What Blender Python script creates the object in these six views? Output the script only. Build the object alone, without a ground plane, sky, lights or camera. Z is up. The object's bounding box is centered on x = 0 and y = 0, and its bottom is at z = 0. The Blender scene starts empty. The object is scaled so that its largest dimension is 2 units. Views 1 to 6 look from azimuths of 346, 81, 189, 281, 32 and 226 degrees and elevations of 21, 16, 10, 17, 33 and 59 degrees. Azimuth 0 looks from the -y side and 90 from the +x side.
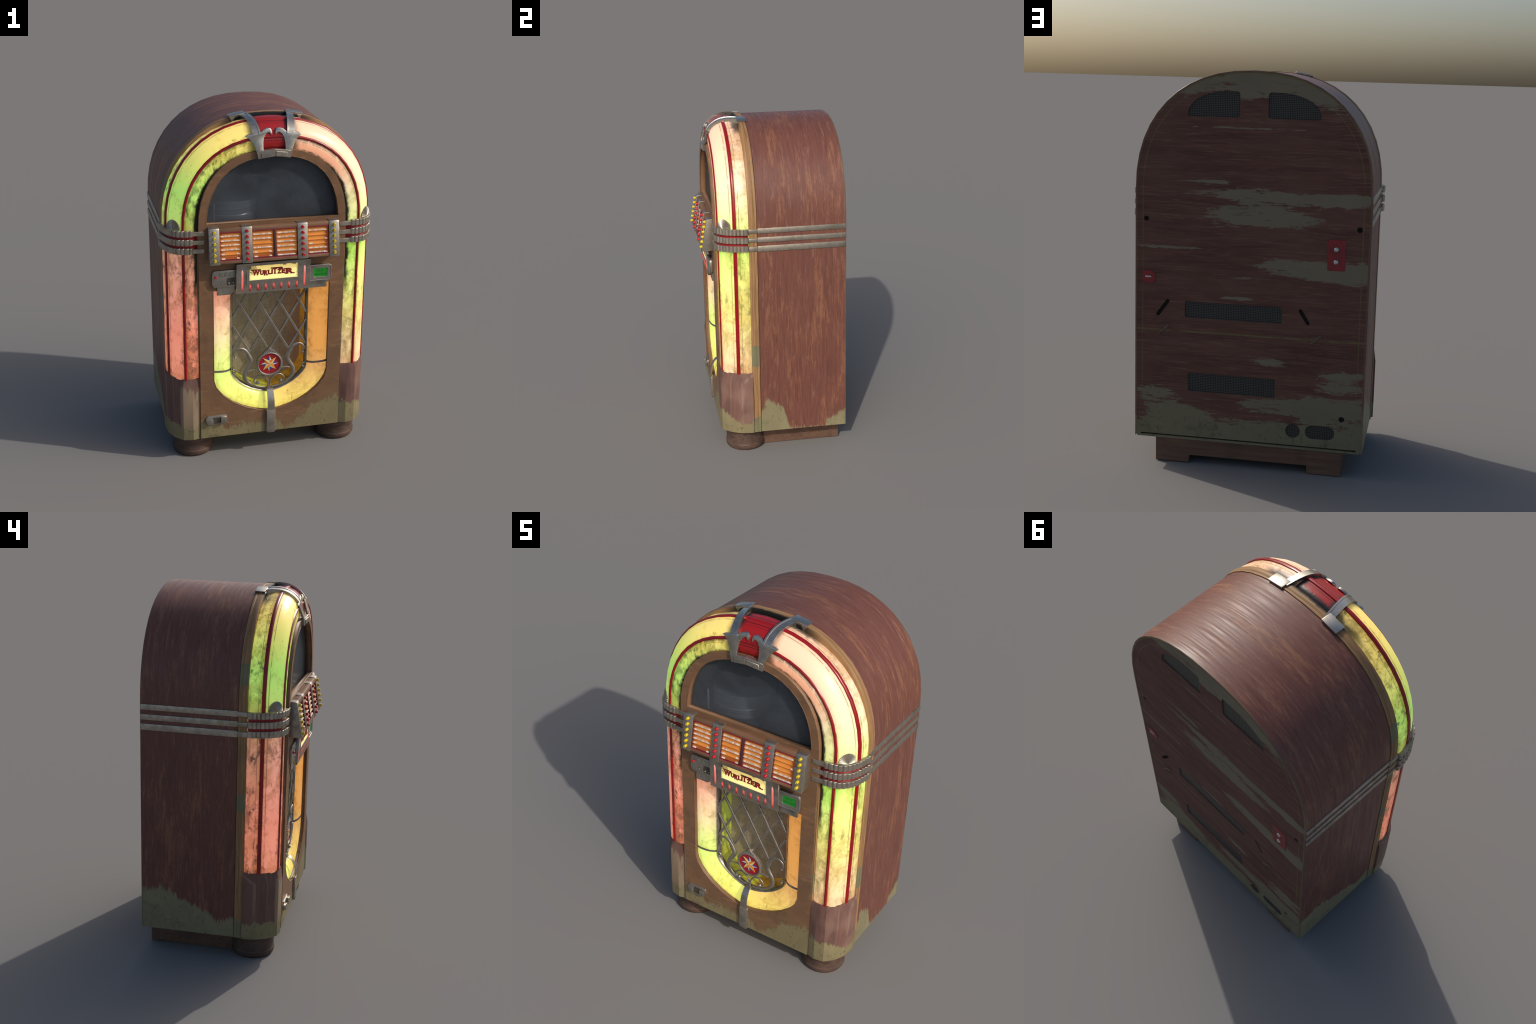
"""A worn, glowing arched jukebox, built part by part from profiles, sweeps and plates."""
import bpy, bmesh, math, random
from mathutils import Vector, Matrix, noise as mnoise

rng = random.Random(7)
pi = math.pi

# ---------------------------------------------------------------- node helpers
def lin(c):
    c = c / 255.0
    return c / 12.92 if c <= 0.04045 else ((c + 0.055) / 1.055) ** 2.4

def C(r, g, b):
    return (lin(r), lin(g), lin(b), 1.0)

class S:
    """A node socket with arithmetic."""
    def __init__(self, m, sock):
        self.m, self.s = m, sock
    def _b(self, op, o, rev=False):
        return self.m.math(op, o, self) if rev else self.m.math(op, self, o)
    def __add__(self, o): return self._b('ADD', o)
    def __radd__(self, o): return self._b('ADD', o, True)
    def __sub__(self, o): return self._b('SUBTRACT', o)
    def __rsub__(self, o): return self._b('SUBTRACT', o, True)
    def __mul__(self, o): return self._b('MULTIPLY', o)
    def __rmul__(self, o): return self._b('MULTIPLY', o, True)
    def __truediv__(self, o): return self._b('DIVIDE', o)
    def __rtruediv__(self, o): return self._b('DIVIDE', o, True)

class Mat:
    def __init__(self, name):
        self.mat = bpy.data.materials.new(name)
        self.mat.use_nodes = True
        self.nt = self.mat.node_tree
        self.n, self.l = self.nt.nodes, self.nt.links
        self.bsdf = self.n['Principled BSDF']
        self.out = self.n['Material Output']
    def put(self, sock, v):
        if isinstance(v, S):
            self.l.new(v.s, sock)
        else:
            sock.default_value = v
    def node(self, kind, **props):
        nd = self.n.new(kind)
        for k, v in props.items():
            setattr(nd, k, v)
        return nd
    def math(self, op, a, b=None, c=None, clamp=False):
        nd = self.node('ShaderNodeMath', operation=op, use_clamp=clamp)
        for i, v in enumerate((a, b, c)):
            if v is not None:
                self.put(nd.inputs[i], v)
        return S(self, nd.outputs[0])
    def clamp(self, a):
        return self.math('ADD', a, 0.0, clamp=True)
    def mx(self, a, b): return self.math('MAXIMUM', a, b)
    def mn(self, a, b): return self.math('MINIMUM', a, b)
    def ab(self, a): return self.math('ABSOLUTE', a)
    def pw(self, a, b): return self.math('POWER', a, b)
    def xyz(self):
        if not hasattr(self, '_xyz'):
            tc = self.node('ShaderNodeTexCoord')
            self.co = S(self, tc.outputs['Object'])
            sp = self.node('ShaderNodeSeparateXYZ')
            self.l.new(tc.outputs['Object'], sp.inputs[0])
            self._xyz = tuple(S(self, o) for o in sp.outputs)
        return self._xyz
    def vec(self, x, y, z):
        nd = self.node('ShaderNodeCombineXYZ')
        for i, v in enumerate((x, y, z)):
            self.put(nd.inputs[i], v)
        return S(self, nd.outputs[0])
    def scaled(self, sx, sy, sz, off=0.0):
        x, y, z = self.xyz()
        return self.vec(x * sx + off, y * sy + off * 1.7, z * sz + off * 0.6)
    def noise(self, v, scale=1.0, detail=4.0, rough=0.55, dist=0.0):
        nd = self.node('ShaderNodeTexNoise')
        self.put(nd.inputs['Vector'], v)
        nd.inputs['Scale'].default_value = scale
        nd.inputs['Detail'].default_value = detail
        nd.inputs['Roughness'].default_value = rough
        nd.inputs['Distortion'].default_value = dist
        return S(self, nd.outputs['Fac'])
    def step(self, v, lo, hi, a=0.0, b=1.0):
        """Smooth map of v from lo..hi to a..b (lo may exceed hi)."""
        nd = self.node('ShaderNodeMapRange', interpolation_type='SMOOTHSTEP')
        self.put(nd.inputs[0], v)
        if lo > hi:
            lo, hi, a, b = hi, lo, b, a
        for i, k in enumerate((lo, hi, a, b)):
            nd.inputs[i + 1].default_value = k
        return S(self, nd.outputs[0])
    def bump_at(self, v, c, w):
        """1 at v == c, falling to 0 at distance w."""
        return self.step(self.ab(v - c), w, 0.0)
    def ramp(self, v, stops, interp='LINEAR'):
        nd = self.node('ShaderNodeValToRGB')
        cr = nd.color_ramp
        cr.interpolation = interp
        while len(cr.elements) < len(stops):
            cr.elements.new(0.5)
        for e, (p, c) in zip(cr.elements, stops):
            e.position = p
            e.color = c if isinstance(c, tuple) else (c, c, c, 1)
        self.put(nd.inputs[0], v)
        return S(self, nd.outputs[0])
    def mix(self, f, a, b, mode='MIX'):
        nd = self.node('ShaderNodeMix', data_type='RGBA', blend_type=mode)
        self.put(nd.inputs[0], f)
        self.put(nd.inputs[6], a)
        self.put(nd.inputs[7], b)
        return S(self, nd.outputs[2])
    def bump(self, h, strength=0.3, dist=0.002):
        nd = self.node('ShaderNodeBump')
        self.put(nd.inputs['Height'], h)
        nd.inputs['Strength'].default_value = strength
        nd.inputs['Distance'].default_value = dist
        self.l.new(nd.outputs[0], self.bsdf.inputs['Normal'])
    def set(self, color=None, rough=None, metal=None, emit=None, strength=1.0, spec=None, coat=None):
        b = self.bsdf.inputs
        if color is not None: self.put(b['Base Color'], color)
        if rough is not None: self.put(b['Roughness'], rough)
        if metal is not None: self.put(b['Metallic'], metal)
        if spec is not None: self.put(b['Specular IOR Level'], spec)
        if coat is not None: self.put(b['Coat Weight'], coat)
        if emit is not None:
            self.put(b['Emission Color'], emit)
            self.put(b['Emission Strength'], strength)
        return self.mat

# ---------------------------------------------------------------- arch geometry
SPRING = 1.40            # height at which the straight sides turn into the arch
HALF, RISE = 0.584, 0.593

def arch_abn(d):
    return HALF - d, RISE - d, 2.27 + 0.7 * d

def arch_pt(d, t):
    """Point (x, z) on the outline inset by d; t = 0 on +x spring, 1 top, 2 on -x spring."""
    a, b, n = arch_abn(d)
    th = t * pi / 2
    c, s = math.cos(th), math.sin(th)
    return (a * math.copysign(abs(c) ** (2 / n), c), SPRING + b * abs(s) ** (2 / n))

# ---------------------------------------------------------------- mesh helpers
ROOT = bpy.data.objects.new('jukebox', None)
bpy.context.scene.collection.objects.link(ROOT)
ROOT['label'] = 'worn arched vintage jukebox with glowing coloured tubes and chrome trim'
ROOT['category'] = 'jukebox'
ROOT.empty_display_size = 0.2

def add(name, mesh, mat, parent=None, smooth=35, loc=None):
    ob = bpy.data.objects.new(name, mesh)
    bpy.context.scene.collection.objects.link(ob)
    ob.parent = parent or ROOT
    if loc is not None:
        ob.location = loc
    if mat is not None and not mesh.materials:
        mesh.materials.append(mat)
    if smooth and len(mesh.polygons):
        mesh.polygons.foreach_set('use_smooth', [True] * len(mesh.polygons))
        mesh.set_sharp_from_angle(angle=math.radians(smooth))
    return ob

def mesh_of(verts, faces, fix=True):
    me = bpy.data.meshes.new('part')
    me.from_pydata([tuple(v) for v in verts], [], faces)
    if fix:
        bm = bmesh.new()
        bm.from_mesh(me)
        bmesh.ops.remove_doubles(bm, verts=bm.verts, dist=1e-6)
        bmesh.ops.recalc_face_normals(bm, faces=bm.faces)
        bm.to_mesh(me)
        bm.free()
    me.update()
    return me

def grid(rows, close_u=False, close_v=False, caps=False):
    """Mesh from rows of points (all of equal length)."""
    n, k = len(rows), len(rows[0])
    verts = [p for r in rows for p in r]
    faces = []
    for i in range(n if close_v else n - 1):
        for j in range(k if close_u else k - 1):
            i2, j2 = (i + 1) % n, (j + 1) % k
            faces.append((i * k + j, i * k + j2, i2 * k + j2, i2 * k + j))
    if caps:
        faces.append(tuple(range(k)))
        faces.append(tuple((n - 1) * k + j for j in range(k)))
    return mesh_of(verts, faces)

def bevel_mesh(me, w, seg=2, angle=30):
    bm = bmesh.new()
    bm.from_mesh(me)
    es = [e for e in bm.edges if len(e.link_faces) == 2 and e.calc_face_angle(0) > math.radians(angle)]
    bmesh.ops.bevel(bm, geom=es, offset=w, segments=seg, affect='EDGES', profile=0.5, clamp_overlap=True)
    bm.to_mesh(me)
    bm.free()
    return me

def box_mesh(x0, x1, y0, y1, z0, z1, bev=0.0):
    v = [(x, y, z) for x in (x0, x1) for y in (y0, y1) for z in (z0, z1)]
    f = [(0, 1, 3, 2), (4, 6, 7, 5), (0, 4, 5, 1), (2, 3, 7, 6), (0, 2, 6, 4), (1, 5, 7, 3)]
    me = mesh_of(v, f)
    return bevel_mesh(me, bev) if bev else me

def prism(poly, yfront, yback, bev=0.0, seg=2):
    """Extrude an (x, z) polygon between two y's; each y may be a function of (x, z)."""
    fy = yfront if callable(yfront) else (lambda x, z: yfront)
    by = yback if callable(yback) else (lambda x, z: yback)
    n = len(poly)
    v = [(x, fy(x, z), z) for x, z in poly] + [(x, by(x, z), z) for x, z in poly]
    f = [tuple(range(n)), tuple(range(n, 2 * n))]
    f += [(i, (i + 1) % n, n + (i + 1) % n, n + i) for i in range(n)]
    me = mesh_of(v, f)
    return bevel_mesh(me, bev, seg) if bev else me

def plate_mesh(outlines, y0, y1):
    """Flat plate in the xz plane with holes: first outline outer, the rest holes; y0 front, y1 back."""
    cu = bpy.data.curves.new('outline', 'CURVE')
    cu.dimensions = '2D'
    cu.fill_mode = 'BOTH'
    cu.extrude = abs(y1 - y0) / 2
    for pts in outlines:
        sp = cu.splines.new('POLY')
        sp.points.add(len(pts) - 1)
        for p, (x, z) in zip(sp.points, pts):
            p.co = (x, z, 0, 1)
        sp.use_cyclic_u = True
    ob = bpy.data.objects.new('outline', cu)
    bpy.context.scene.collection.objects.link(ob)
    dg = bpy.context.evaluated_depsgraph_get()
    me = bpy.data.meshes.new_from_object(ob.evaluated_get(dg))
    bpy.data.objects.remove(ob)
    bpy.data.curves.remove(cu)
    ym = (y0 + y1) / 2
    for v in me.vertices:
        x, z, h = v.co
        v.co = (x, ym + h, z)
    bm = bmesh.new()
    bm.from_mesh(me)
    bmesh.ops.remove_doubles(bm, verts=bm.verts, dist=1e-6)
    bmesh.ops.recalc_face_normals(bm, faces=bm.faces)
    bm.to_mesh(me)
    bm.free()
    me.materials.clear()
    return me

def lathe_mesh(profile, seg, axis='z', caps=True):
    """Revolve (radius, height) pairs."""
    rows = []
    for r, h in profile:
        row = []
        for i in range(seg):
            a = 2 * pi * i / seg
            p = (r * math.cos(a), r * math.sin(a), h)
            if axis == 'y':
                p = (p[0], h, p[1])
            row.append(p)
        rows.append(row)
    return grid(rows, close_u=True, caps=caps)

def join(meshes):
    bm = bmesh.new()
    for me in meshes:
        bm.from_mesh(me)
    out = bpy.data.meshes.new('part')
    bm.to_mesh(out)
    bm.free()
    return out

def smooth_path(pts, per=6):
    """Catmull-Rom through control points (any dimension)."""
    out = []
    P = [pts[0]] + list(pts) + [pts[-1]]
    for i in range(1, len(P) - 2):
        for k in range(per):
            t = k / per
            out.append(tuple(0.5 * (2 * b + (c - a) * t + (2 * a - 5 * b + 4 * c - d) * t * t + (3 * b - a - 3 * c + d) * t ** 3)
                             for a, b, c, d in zip(P[i - 1], P[i], P[i + 1], P[i + 2])))
    out.append(tuple(pts[-1]))
    return out

def rod_mesh(path, radii, seg=8, flat=1.0):
    """Tube round a 3D path; radii one value or one per point; flat squashes it along y."""
    P = [Vector(p) for p in path]
    if not isinstance(radii, (list, tuple)):
        radii = [radii] * len(P)
    rows = []
    for i, p in enumerate(P):
        t = (P[min(i + 1, len(P) - 1)] - P[max(i - 1, 0)]).normalized()
        yv = Vector((0, 1, 0))
        side = t.cross(yv)
        if side.length < 1e-4:
            side = Vector((1, 0, 0))
        side.normalize()
        up = side.cross(t).normalized()
        rows.append([tuple(p + side * radii[i] * math.cos(2 * pi * k / seg) + up * radii[i] * flat * math.sin(2 * pi * k / seg)) for k in range(seg)])
    return grid(rows, close_u=True, caps=True)

# ---------------------------------------------------------------- materials
OLIVE = C(128, 122, 92)

def grime_speckle(m):
    """Short dark bristly specks."""
    a = m.step(m.noise(m.scaled(55, 55, 30, 3.0), 1.0, 4, 0.65, 0.9), 0.56, 0.68)
    b = m.step(m.noise(m.scaled(9, 9, 12, 5.0), 1.0, 5, 0.65), 0.52, 0.72)
    return m.clamp(a + b * 0.55)

def mat_cabinet():
    m = Mat('mahogany_veneer')
    x, y, z = m.xyz()
    fine = m.noise(m.scaled(9, 150, 9), 1, 5, 0.65)
    streak = m.noise(m.scaled(7, 46, 7, 2.0), 1, 8, 0.78, 0.4)
    scratch = m.noise(m.scaled(5, 260, 5, 6.0), 1, 3, 0.6)
    speck = m.noise(m.scaled(45, 110, 45, 3.0), 1, 4, 0.7)
    broad = m.noise(m.scaled(2.0, 8, 2.0, 5.0), 1, 3, 0.5)
    base = m.mix(m.step(fine, 0.3, 0.7), C(98, 60, 51), C(116, 72, 60))
    tan = m.step(streak + (broad - 0.5) * 0.55 + (speck - 0.5) * 0.22, 0.50, 0.68)
    worn = m.mix(m.clamp(m.step(broad, 0.42, 0.6) + m.step(z, 1.3, 0.7) * 0.35), C(140, 110, 97), C(150, 103, 74))
    col = m.mix(tan * 0.55, base, worn)
    col = m.mix(m.step(scratch + (streak - 0.5) * 0.5, 0.60, 0.72) * 0.4, col, C(148, 116, 100))
    dark = m.step(m.noise(m.scaled(3, 14, 3, 9.0), 1, 4, 0.6), 0.56, 0.75)
    col = m.mix(dark * 0.35, col, C(78, 46, 44))
    # worn-through olive undercoat along the bottom: its height depends on the side and on y
    u = (y + 0.12) / 0.54
    hr = m.ramp(u, [(0.0, 0.26), (0.11, 0.335), (0.25, 0.29), (0.36, 0.14), (0.72, 0.13), (0.80, 0.18), (1.0, 0.24)], 'EASE')
    hl = m.ramp(u, [(0.0, 0.24), (0.2, 0.22), (0.3, 0.27), (0.55, 0.32), (0.75, 0.385), (1.0, 0.37)], 'EASE')
    side = m.step(x, -0.1, 0.1)
    h = S(m, hr.s) * side + S(m, hl.s) * (1.0 - side)
    jit = (m.noise(m.scaled(3, 60, 8, 1.0), 1, 6, 0.72, 0.3) - 0.5) * 0.14
    mask = m.step(z - h + jit, 0.012, -0.010)
    ol = m.mix(m.noise(m.scaled(9, 20, 9), 1, 4, 0.6), C(118, 112, 84), C(146, 136, 104))
    ol = m.mix(grime_speckle(m) * 0.55, ol, C(70, 72, 60))
    col = m.mix(mask, col, ol)
    edge = m.step(y + (fine - 0.5) * 0.012, 0.405, 0.416)
    col = m.mix(edge * 0.5, col, C(96, 88, 64))
    rough = m.step(m.noise(m.scaled(2.5, 90, 2.5, 4.0), 1, 3, 0.6), 0.25, 0.75, 0.36, 0.62)
    m.bump(fine + streak * 0.6, 0.10, 0.002)
    return m.set(col, rough, spec=0.42)

def mat_back():
    m = Mat('scuffed_back_board')
    x, y, z = m.xyz()
    fine = m.noise(m.scaled(8, 8, 170), 1, 4, 0.65)
    tone = m.noise(m.scaled(2.2, 2, 26, 2.0), 1, 5, 0.65)
    base = m.mix(m.step(tone, 0.3, 0.7), C(86, 56, 50), C(104, 72, 60))
    base = m.mix(m.step(fine, 0.48, 0.72) * 0.5, base, C(136, 104, 90))
    cl2 = m.noise(m.scaled(3, 3, 7, 8.0), 1, 4, 0.6)
    base = m.mix(m.step(cl2, 0.42, 0.7) * 0.5, base, C(108, 80, 70))
    rag = (m.noise(m.scaled(7, 3, 34, 6.0), 1, 9, 0.78, 0.6) - 0.5) * 2.3 + (m.noise(m.scaled(2.4, 2, 14, 1.0), 1, 3, 0.5) - 0.5) * 0.9
    rag = rag + (m.noise(m.scaled(26, 3, 130, 3.0), 1, 5, 0.75) - 0.5) * 0.9 + (fine - 0.5) * 0.5
    def blob(cx, cz, rx, rz):
        dx, dz = (x - cx) / rx, (z - cz) / rz
        return m.math('EXPONENT', (dx * dx + dz * dz) * -1.0)
    bias = blob(0.0, 1.295, 0.34, 0.062) + blob(-0.10, 1.30, 0.20, 0.05) * 0.6
    for b in ((-0.04, 1.405, 0.40, 0.032), (-0.46, 1.39, 0.20, 0.035), (0.20, 1.46, 0.16, 0.012), (-0.26, 1.065, 0.40, 0.040), (-0.46, 1.02, 0.26, 0.040),
              (0.0, 1.955, 0.46, 0.062), (0.0, 1.885, 0.10, 0.035), (-0.36, 1.88, 0.20, 0.08), (0.33, 1.90, 0.10, 0.05), (-0.48, 0.525, 0.18, 0.030), (-0.46, 0.47, 0.14, 0.03),
              (-0.34, 0.36, 0.34, 0.055), (-0.50, 0.27, 0.26, 0.11), (-0.08, 0.33, 0.14, 0.035), (0.47, 0.37, 0.14, 0.05), (0.36, 0.265, 0.20, 0.06), (-0.04, 0.215, 0.40, 0.055),
              (0.08, 1.72, 0.40, 0.008), (0.02, 0.99, 0.12, 0.012), (0.06, 0.885, 0.12, 0.01), (0.40, 1.125, 0.22, 0.010), (-0.10, 0.57, 0.10, 0.03)):
        bias = bias + blob(*b)
    bias = m.mn(bias, 1.0) * 0.92 + m.step(z, 0.245, 0.165) * 0.9 + m.step(x, 0.3, -0.5) * 0.07
    mask = m.step(bias + rag, 0.54, 0.76)
    scr = m.step(m.noise(m.scaled(3.5, 3, 75, 14.0), 1, 5, 0.7, 0.3) + m.step(x, 0.3, -0.5) * 0.02, 0.62, 0.70) * m.step(m.noise(m.scaled(5, 3, 9, 17.0), 1, 3, 0.5), 0.46, 0.58)
    mask = m.mx(mask, scr * 0.6)
    # edge wear along the outline and scribed lines
    a, b, n = arch_abn(0.0)
    zz = m.mx(z - SPRING, 0.0)
    f = m.pw(m.pw(m.ab(x), n) + m.pw(zz, n), 1.0 / n)
    edge = m.step(f + (fine - 0.5) * 0.03, 0.570, 0.580)
    lines = m.mx(m.bump_at(z + (tone - 0.5) * 0.006, 0.702, 0.007), m.bump_at(f, 0.545, 0.004) * m.step(z, 0.3, 0.5) * 0.8)
    lines = lines * m.step(m.noise(m.scaled(14, 3, 14, 8.0), 1, 4, 0.6), 0.28, 0.5)
    ol = m.mix(m.noise(m.scaled(5, 5, 10), 1, 4, 0.6), C(112, 104, 88), C(128, 119, 98))
    ol = m.mix(m.step(z, 0.5, 0.15) * 0.5, ol, C(120, 116, 86))
    ol = m.mix(grime_speckle(m) * m.step(z, 0.4, 0.2) * 0.6, ol, C(66, 68, 56))
    col = m.mix(mask, base, ol)
    col = m.mix(m.clamp(edge * 0.6 + lines * 0.75), col, C(112, 110, 68))
    shade = m.bump_at(z, 0.1465, 0.004) * m.step(m.ab(x), 0.556, 0.550)
    m.bump(fine * 0.5 + mask * -0.6, 0.15, 0.002)
    return m.set(col, 0.72, spec=0.25)

def mat_front():
    m = Mat('walnut_front')
    x, y, z = m.xyz()
    grain = m.noise(m.scaled(7, 30, 42, 2.0), 1, 6, 0.66, 1.2)
    fine = m.noise(m.scaled(14, 60, 150, 1.0), 1, 3, 0.6)
    cloud = m.noise(m.scaled(5, 5, 7, 4.0), 1, 4, 0.55)
    col = m.mix(m.step(cloud, 0.3, 0.7), C(118, 89, 66), C(134, 99, 71))
    col = m.mix(m.step(grain, 0.54, 0.70) * 0.55, col, C(164, 126, 92))
    col = m.mix(m.step(fine, 0.55, 0.8) * 0.25, col, C(104, 74, 54))
    u = (x + 0.415) / 0.83
    h = m.ramp(u, [(0.0, 0.245), (0.10, 0.235), (0.2, 0.185), (0.33, 0.205), (0.45, 0.195), (0.535, 0.20), (0.61, 0.145),
                   (0.72, 0.20), (0.81, 0.285), (0.9, 0.30), (1.0, 0.33)], 'EASE')
    jit = (m.noise(m.scaled(60, 10, 12, 1.0), 1, 6, 0.72, 0.3) - 0.5) * 0.15
    mask = m.step(z - S(m, h.s) + jit, 0.014, -0.012)
    ol = m.mix(m.noise(m.scaled(14, 9, 9), 1, 4, 0.6), C(120, 110, 78), C(148, 134, 98))
    ol = m.mix(grime_speckle(m) * 0.65, ol, C(66, 66, 54))
    col = m.mix(mask, col, ol)
    # worn light edges, a soft grime halo and dark mottling
    soft = m.step(z - S(m, h.s) + jit * 1.4, 0.10, -0.01) * m.step(cloud, 0.25, 0.6)
    col = m.mix(soft * (1.0 - mask) * 0.40, col, C(112, 98, 70))
    mott = m.step(m.noise(m.scaled(16, 16, 20, 9.0), 1, 6, 0.7, 0.5), 0.50, 0.72)
    col = m.mix(mott * (1.0 - mask) * 0.40, col, C(88, 66, 48))
    pale = m.step(m.noise(m.scaled(6, 6, 9, 7.0), 1, 4, 0.6), 0.52, 0.62) * m.step(m.ab(x), 0.396, 0.412) * m.step(z, 1.3, 1.1)
    col = m.mix(pale * 0.6, col, C(126, 122, 98))
    m.bump(grain, 0.12, 0.002)
    return m.set(col, 0.5, spec=0.35)

def mat_plainwood(name, c1, c2, c3, axis='z', marks=False, rough=0.5):
    m = Mat(name)
    x, y, z = m.xyz()
    sc = {'z': (26, 26, 3), 'x': (3, 26, 40), 'arch': (4, 70, 4)}[axis]
    g = m.noise(m.scaled(*sc, 3.0), 1, 6, 0.68, 0.5)
    cl = m.noise(m.scaled(6, 6, 4, 1.0), 1, 3, 0.5)
    col = m.mix(m.step(g, 0.3, 0.7), c1, c2)
    col = m.mix(m.step(cl, 0.5, 0.72) * 0.6, col, c3)
    if marks:
        jit = (m.noise(m.scaled(30, 30, 7, 2.0), 1, 4, 0.65) - 0.5) * 0.14
        front = m.step(y, -0.24, -0.34)
        pale = m.step(y, -0.322, -0.330) * m.step(x, 0.0, -0.1) * m.step(m.noise(m.scaled(26, 26, 5, 8.0), 1, 4, 0.6) - m.step(z, 0.42, 0.52) * 0.35, 0.36, 0.42)
        col = m.mix(pale * 0.85, col, C(150, 130, 106))
        edge = m.mx(m.bump_at(m.ab(x), 0.513, 0.004), m.mx(m.bump_at(m.ab(x), 0.560, 0.003), m.bump_at(m.ab(x), 0.590, 0.0025)))
        col = m.mix(edge * m.step(g, 0.4, 0.6) * 0.4, col, C(168, 140, 126))
        mask = m.step(z - 0.195 - front * m.step(x, -0.1, 0.1) * 0.075 - m.step(x, 0.0, -0.1) * 0.03 + jit, 0.006, -0.006)
        ol = m.mix(m.noise(m.scaled(14, 14, 9), 1, 4, 0.6), C(120, 112, 82), C(148, 136, 102))
        ol = m.mix(grime_speckle(m) * 0.6, ol, C(66, 68, 56))
        col = m.mix(mask, col, ol)
    m.bump(g, 0.15, 0.002)
    return m.set(col, rough, spec=0.3)

def mat_trim():
    m = Mat('edge_moulding')
    x, y, z = m.xyz()
    g = m.noise(m.scaled(5, 120, 5, 3.0), 1, 5, 0.65)
    cl = m.noise(m.scaled(5, 5, 5, 1.0), 1, 3, 0.5)
    col = m.mix(m.step(g, 0.3, 0.7), C(128, 96, 64), C(166, 128, 88))
    col = m.mix(m.step(cl, 0.5, 0.7) * 0.4, col, C(112, 90, 70))
    mask = m.step(z + (m.noise(m.scaled(30, 30, 14), 1, 4, 0.6) - 0.5) * 0.10, 0.235, 0.225)
    pr = m.bump_at(z, 0.63, 0.13) * m.step(x, 0.0, 0.1)
    pl = m.mx(m.bump_at(z, 0.92, 0.10), m.bump_at(z, 1.60, 0.11)) * m.step(x, 0.0, -0.1)
    patch = m.step(m.mx(pr, pl) + (m.noise(m.scaled(12, 12, 20, 4.0), 1, 4, 0.6) - 0.5) * 0.8, 0.45, 0.52)
    ol = m.mix(m.noise(m.scaled(12, 12, 12), 1, 4, 0.6), C(96, 100, 78), C(140, 130, 96))
    col = m.mix(m.mx(mask, patch), col, ol)
    soot = m.step(y + (m.noise(m.scaled(20, 5, 20), 1, 3, 0.5) - 0.5) * 0.02, -0.137, -0.152) * m.step(m.ab(x), 0.32, 0.16) * m.step(z, 1.7, 1.9)  # soot together with painted recess shade near the clasps
    col = m.mix(soot, col, C(26, 26, 24))
    m.bump(g, 0.2, 0.002)
    return m.set(col, 0.5, spec=0.3)

def mat_metal(name='aged_nickel', base=(176, 168, 158), rough=(0.36, 0.52), metal=0.84, rimlight=0.6):
    m = Mat(name)
    blot = m.noise(m.scaled(22, 22, 22, 2.0), 1, 5, 0.6)
    stain = m.noise(m.scaled(9, 9, 9, 6.0), 1, 4, 0.6)
    fine = m.noise(m.scaled(170, 170, 170), 1, 2, 0.5)
    r, g, b = base
    col = m.mix(m.step(blot, 0.35, 0.7), C(r, g, b), C(r * 0.84, g * 0.84, b * 0.84))
    col = m.mix(m.step(stain, 0.54, 0.68) * 0.6, col, C(r * 0.74, g * 0.76, b * 0.68))
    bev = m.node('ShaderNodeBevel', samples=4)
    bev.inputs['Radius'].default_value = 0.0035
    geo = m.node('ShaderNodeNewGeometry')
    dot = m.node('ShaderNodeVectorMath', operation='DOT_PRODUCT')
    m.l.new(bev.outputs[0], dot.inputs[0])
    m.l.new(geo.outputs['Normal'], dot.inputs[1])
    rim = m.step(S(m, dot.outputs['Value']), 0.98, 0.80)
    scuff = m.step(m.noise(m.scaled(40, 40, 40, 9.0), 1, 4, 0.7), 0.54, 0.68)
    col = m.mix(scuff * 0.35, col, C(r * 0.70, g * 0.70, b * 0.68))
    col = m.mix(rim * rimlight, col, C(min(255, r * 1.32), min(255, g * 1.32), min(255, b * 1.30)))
    m.bump(fine * 0.5 + blot, 0.12, 0.001)
    return m.set(col, m.step(blot, 0.3, 0.7, *rough), metal)

def tube_coords(m):
    """(offset d inward from the cabinet outline, y, z, x) from object coordinates."""
    x, y, z = m.xyz()
    zz = m.mx(z - SPRING, 0.0)
    f = m.pw(m.pw(m.ab(x), 2.3) + m.pw(zz, 2.3), 1 / 2.3)
    return HALF - f, x, y, z

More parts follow.
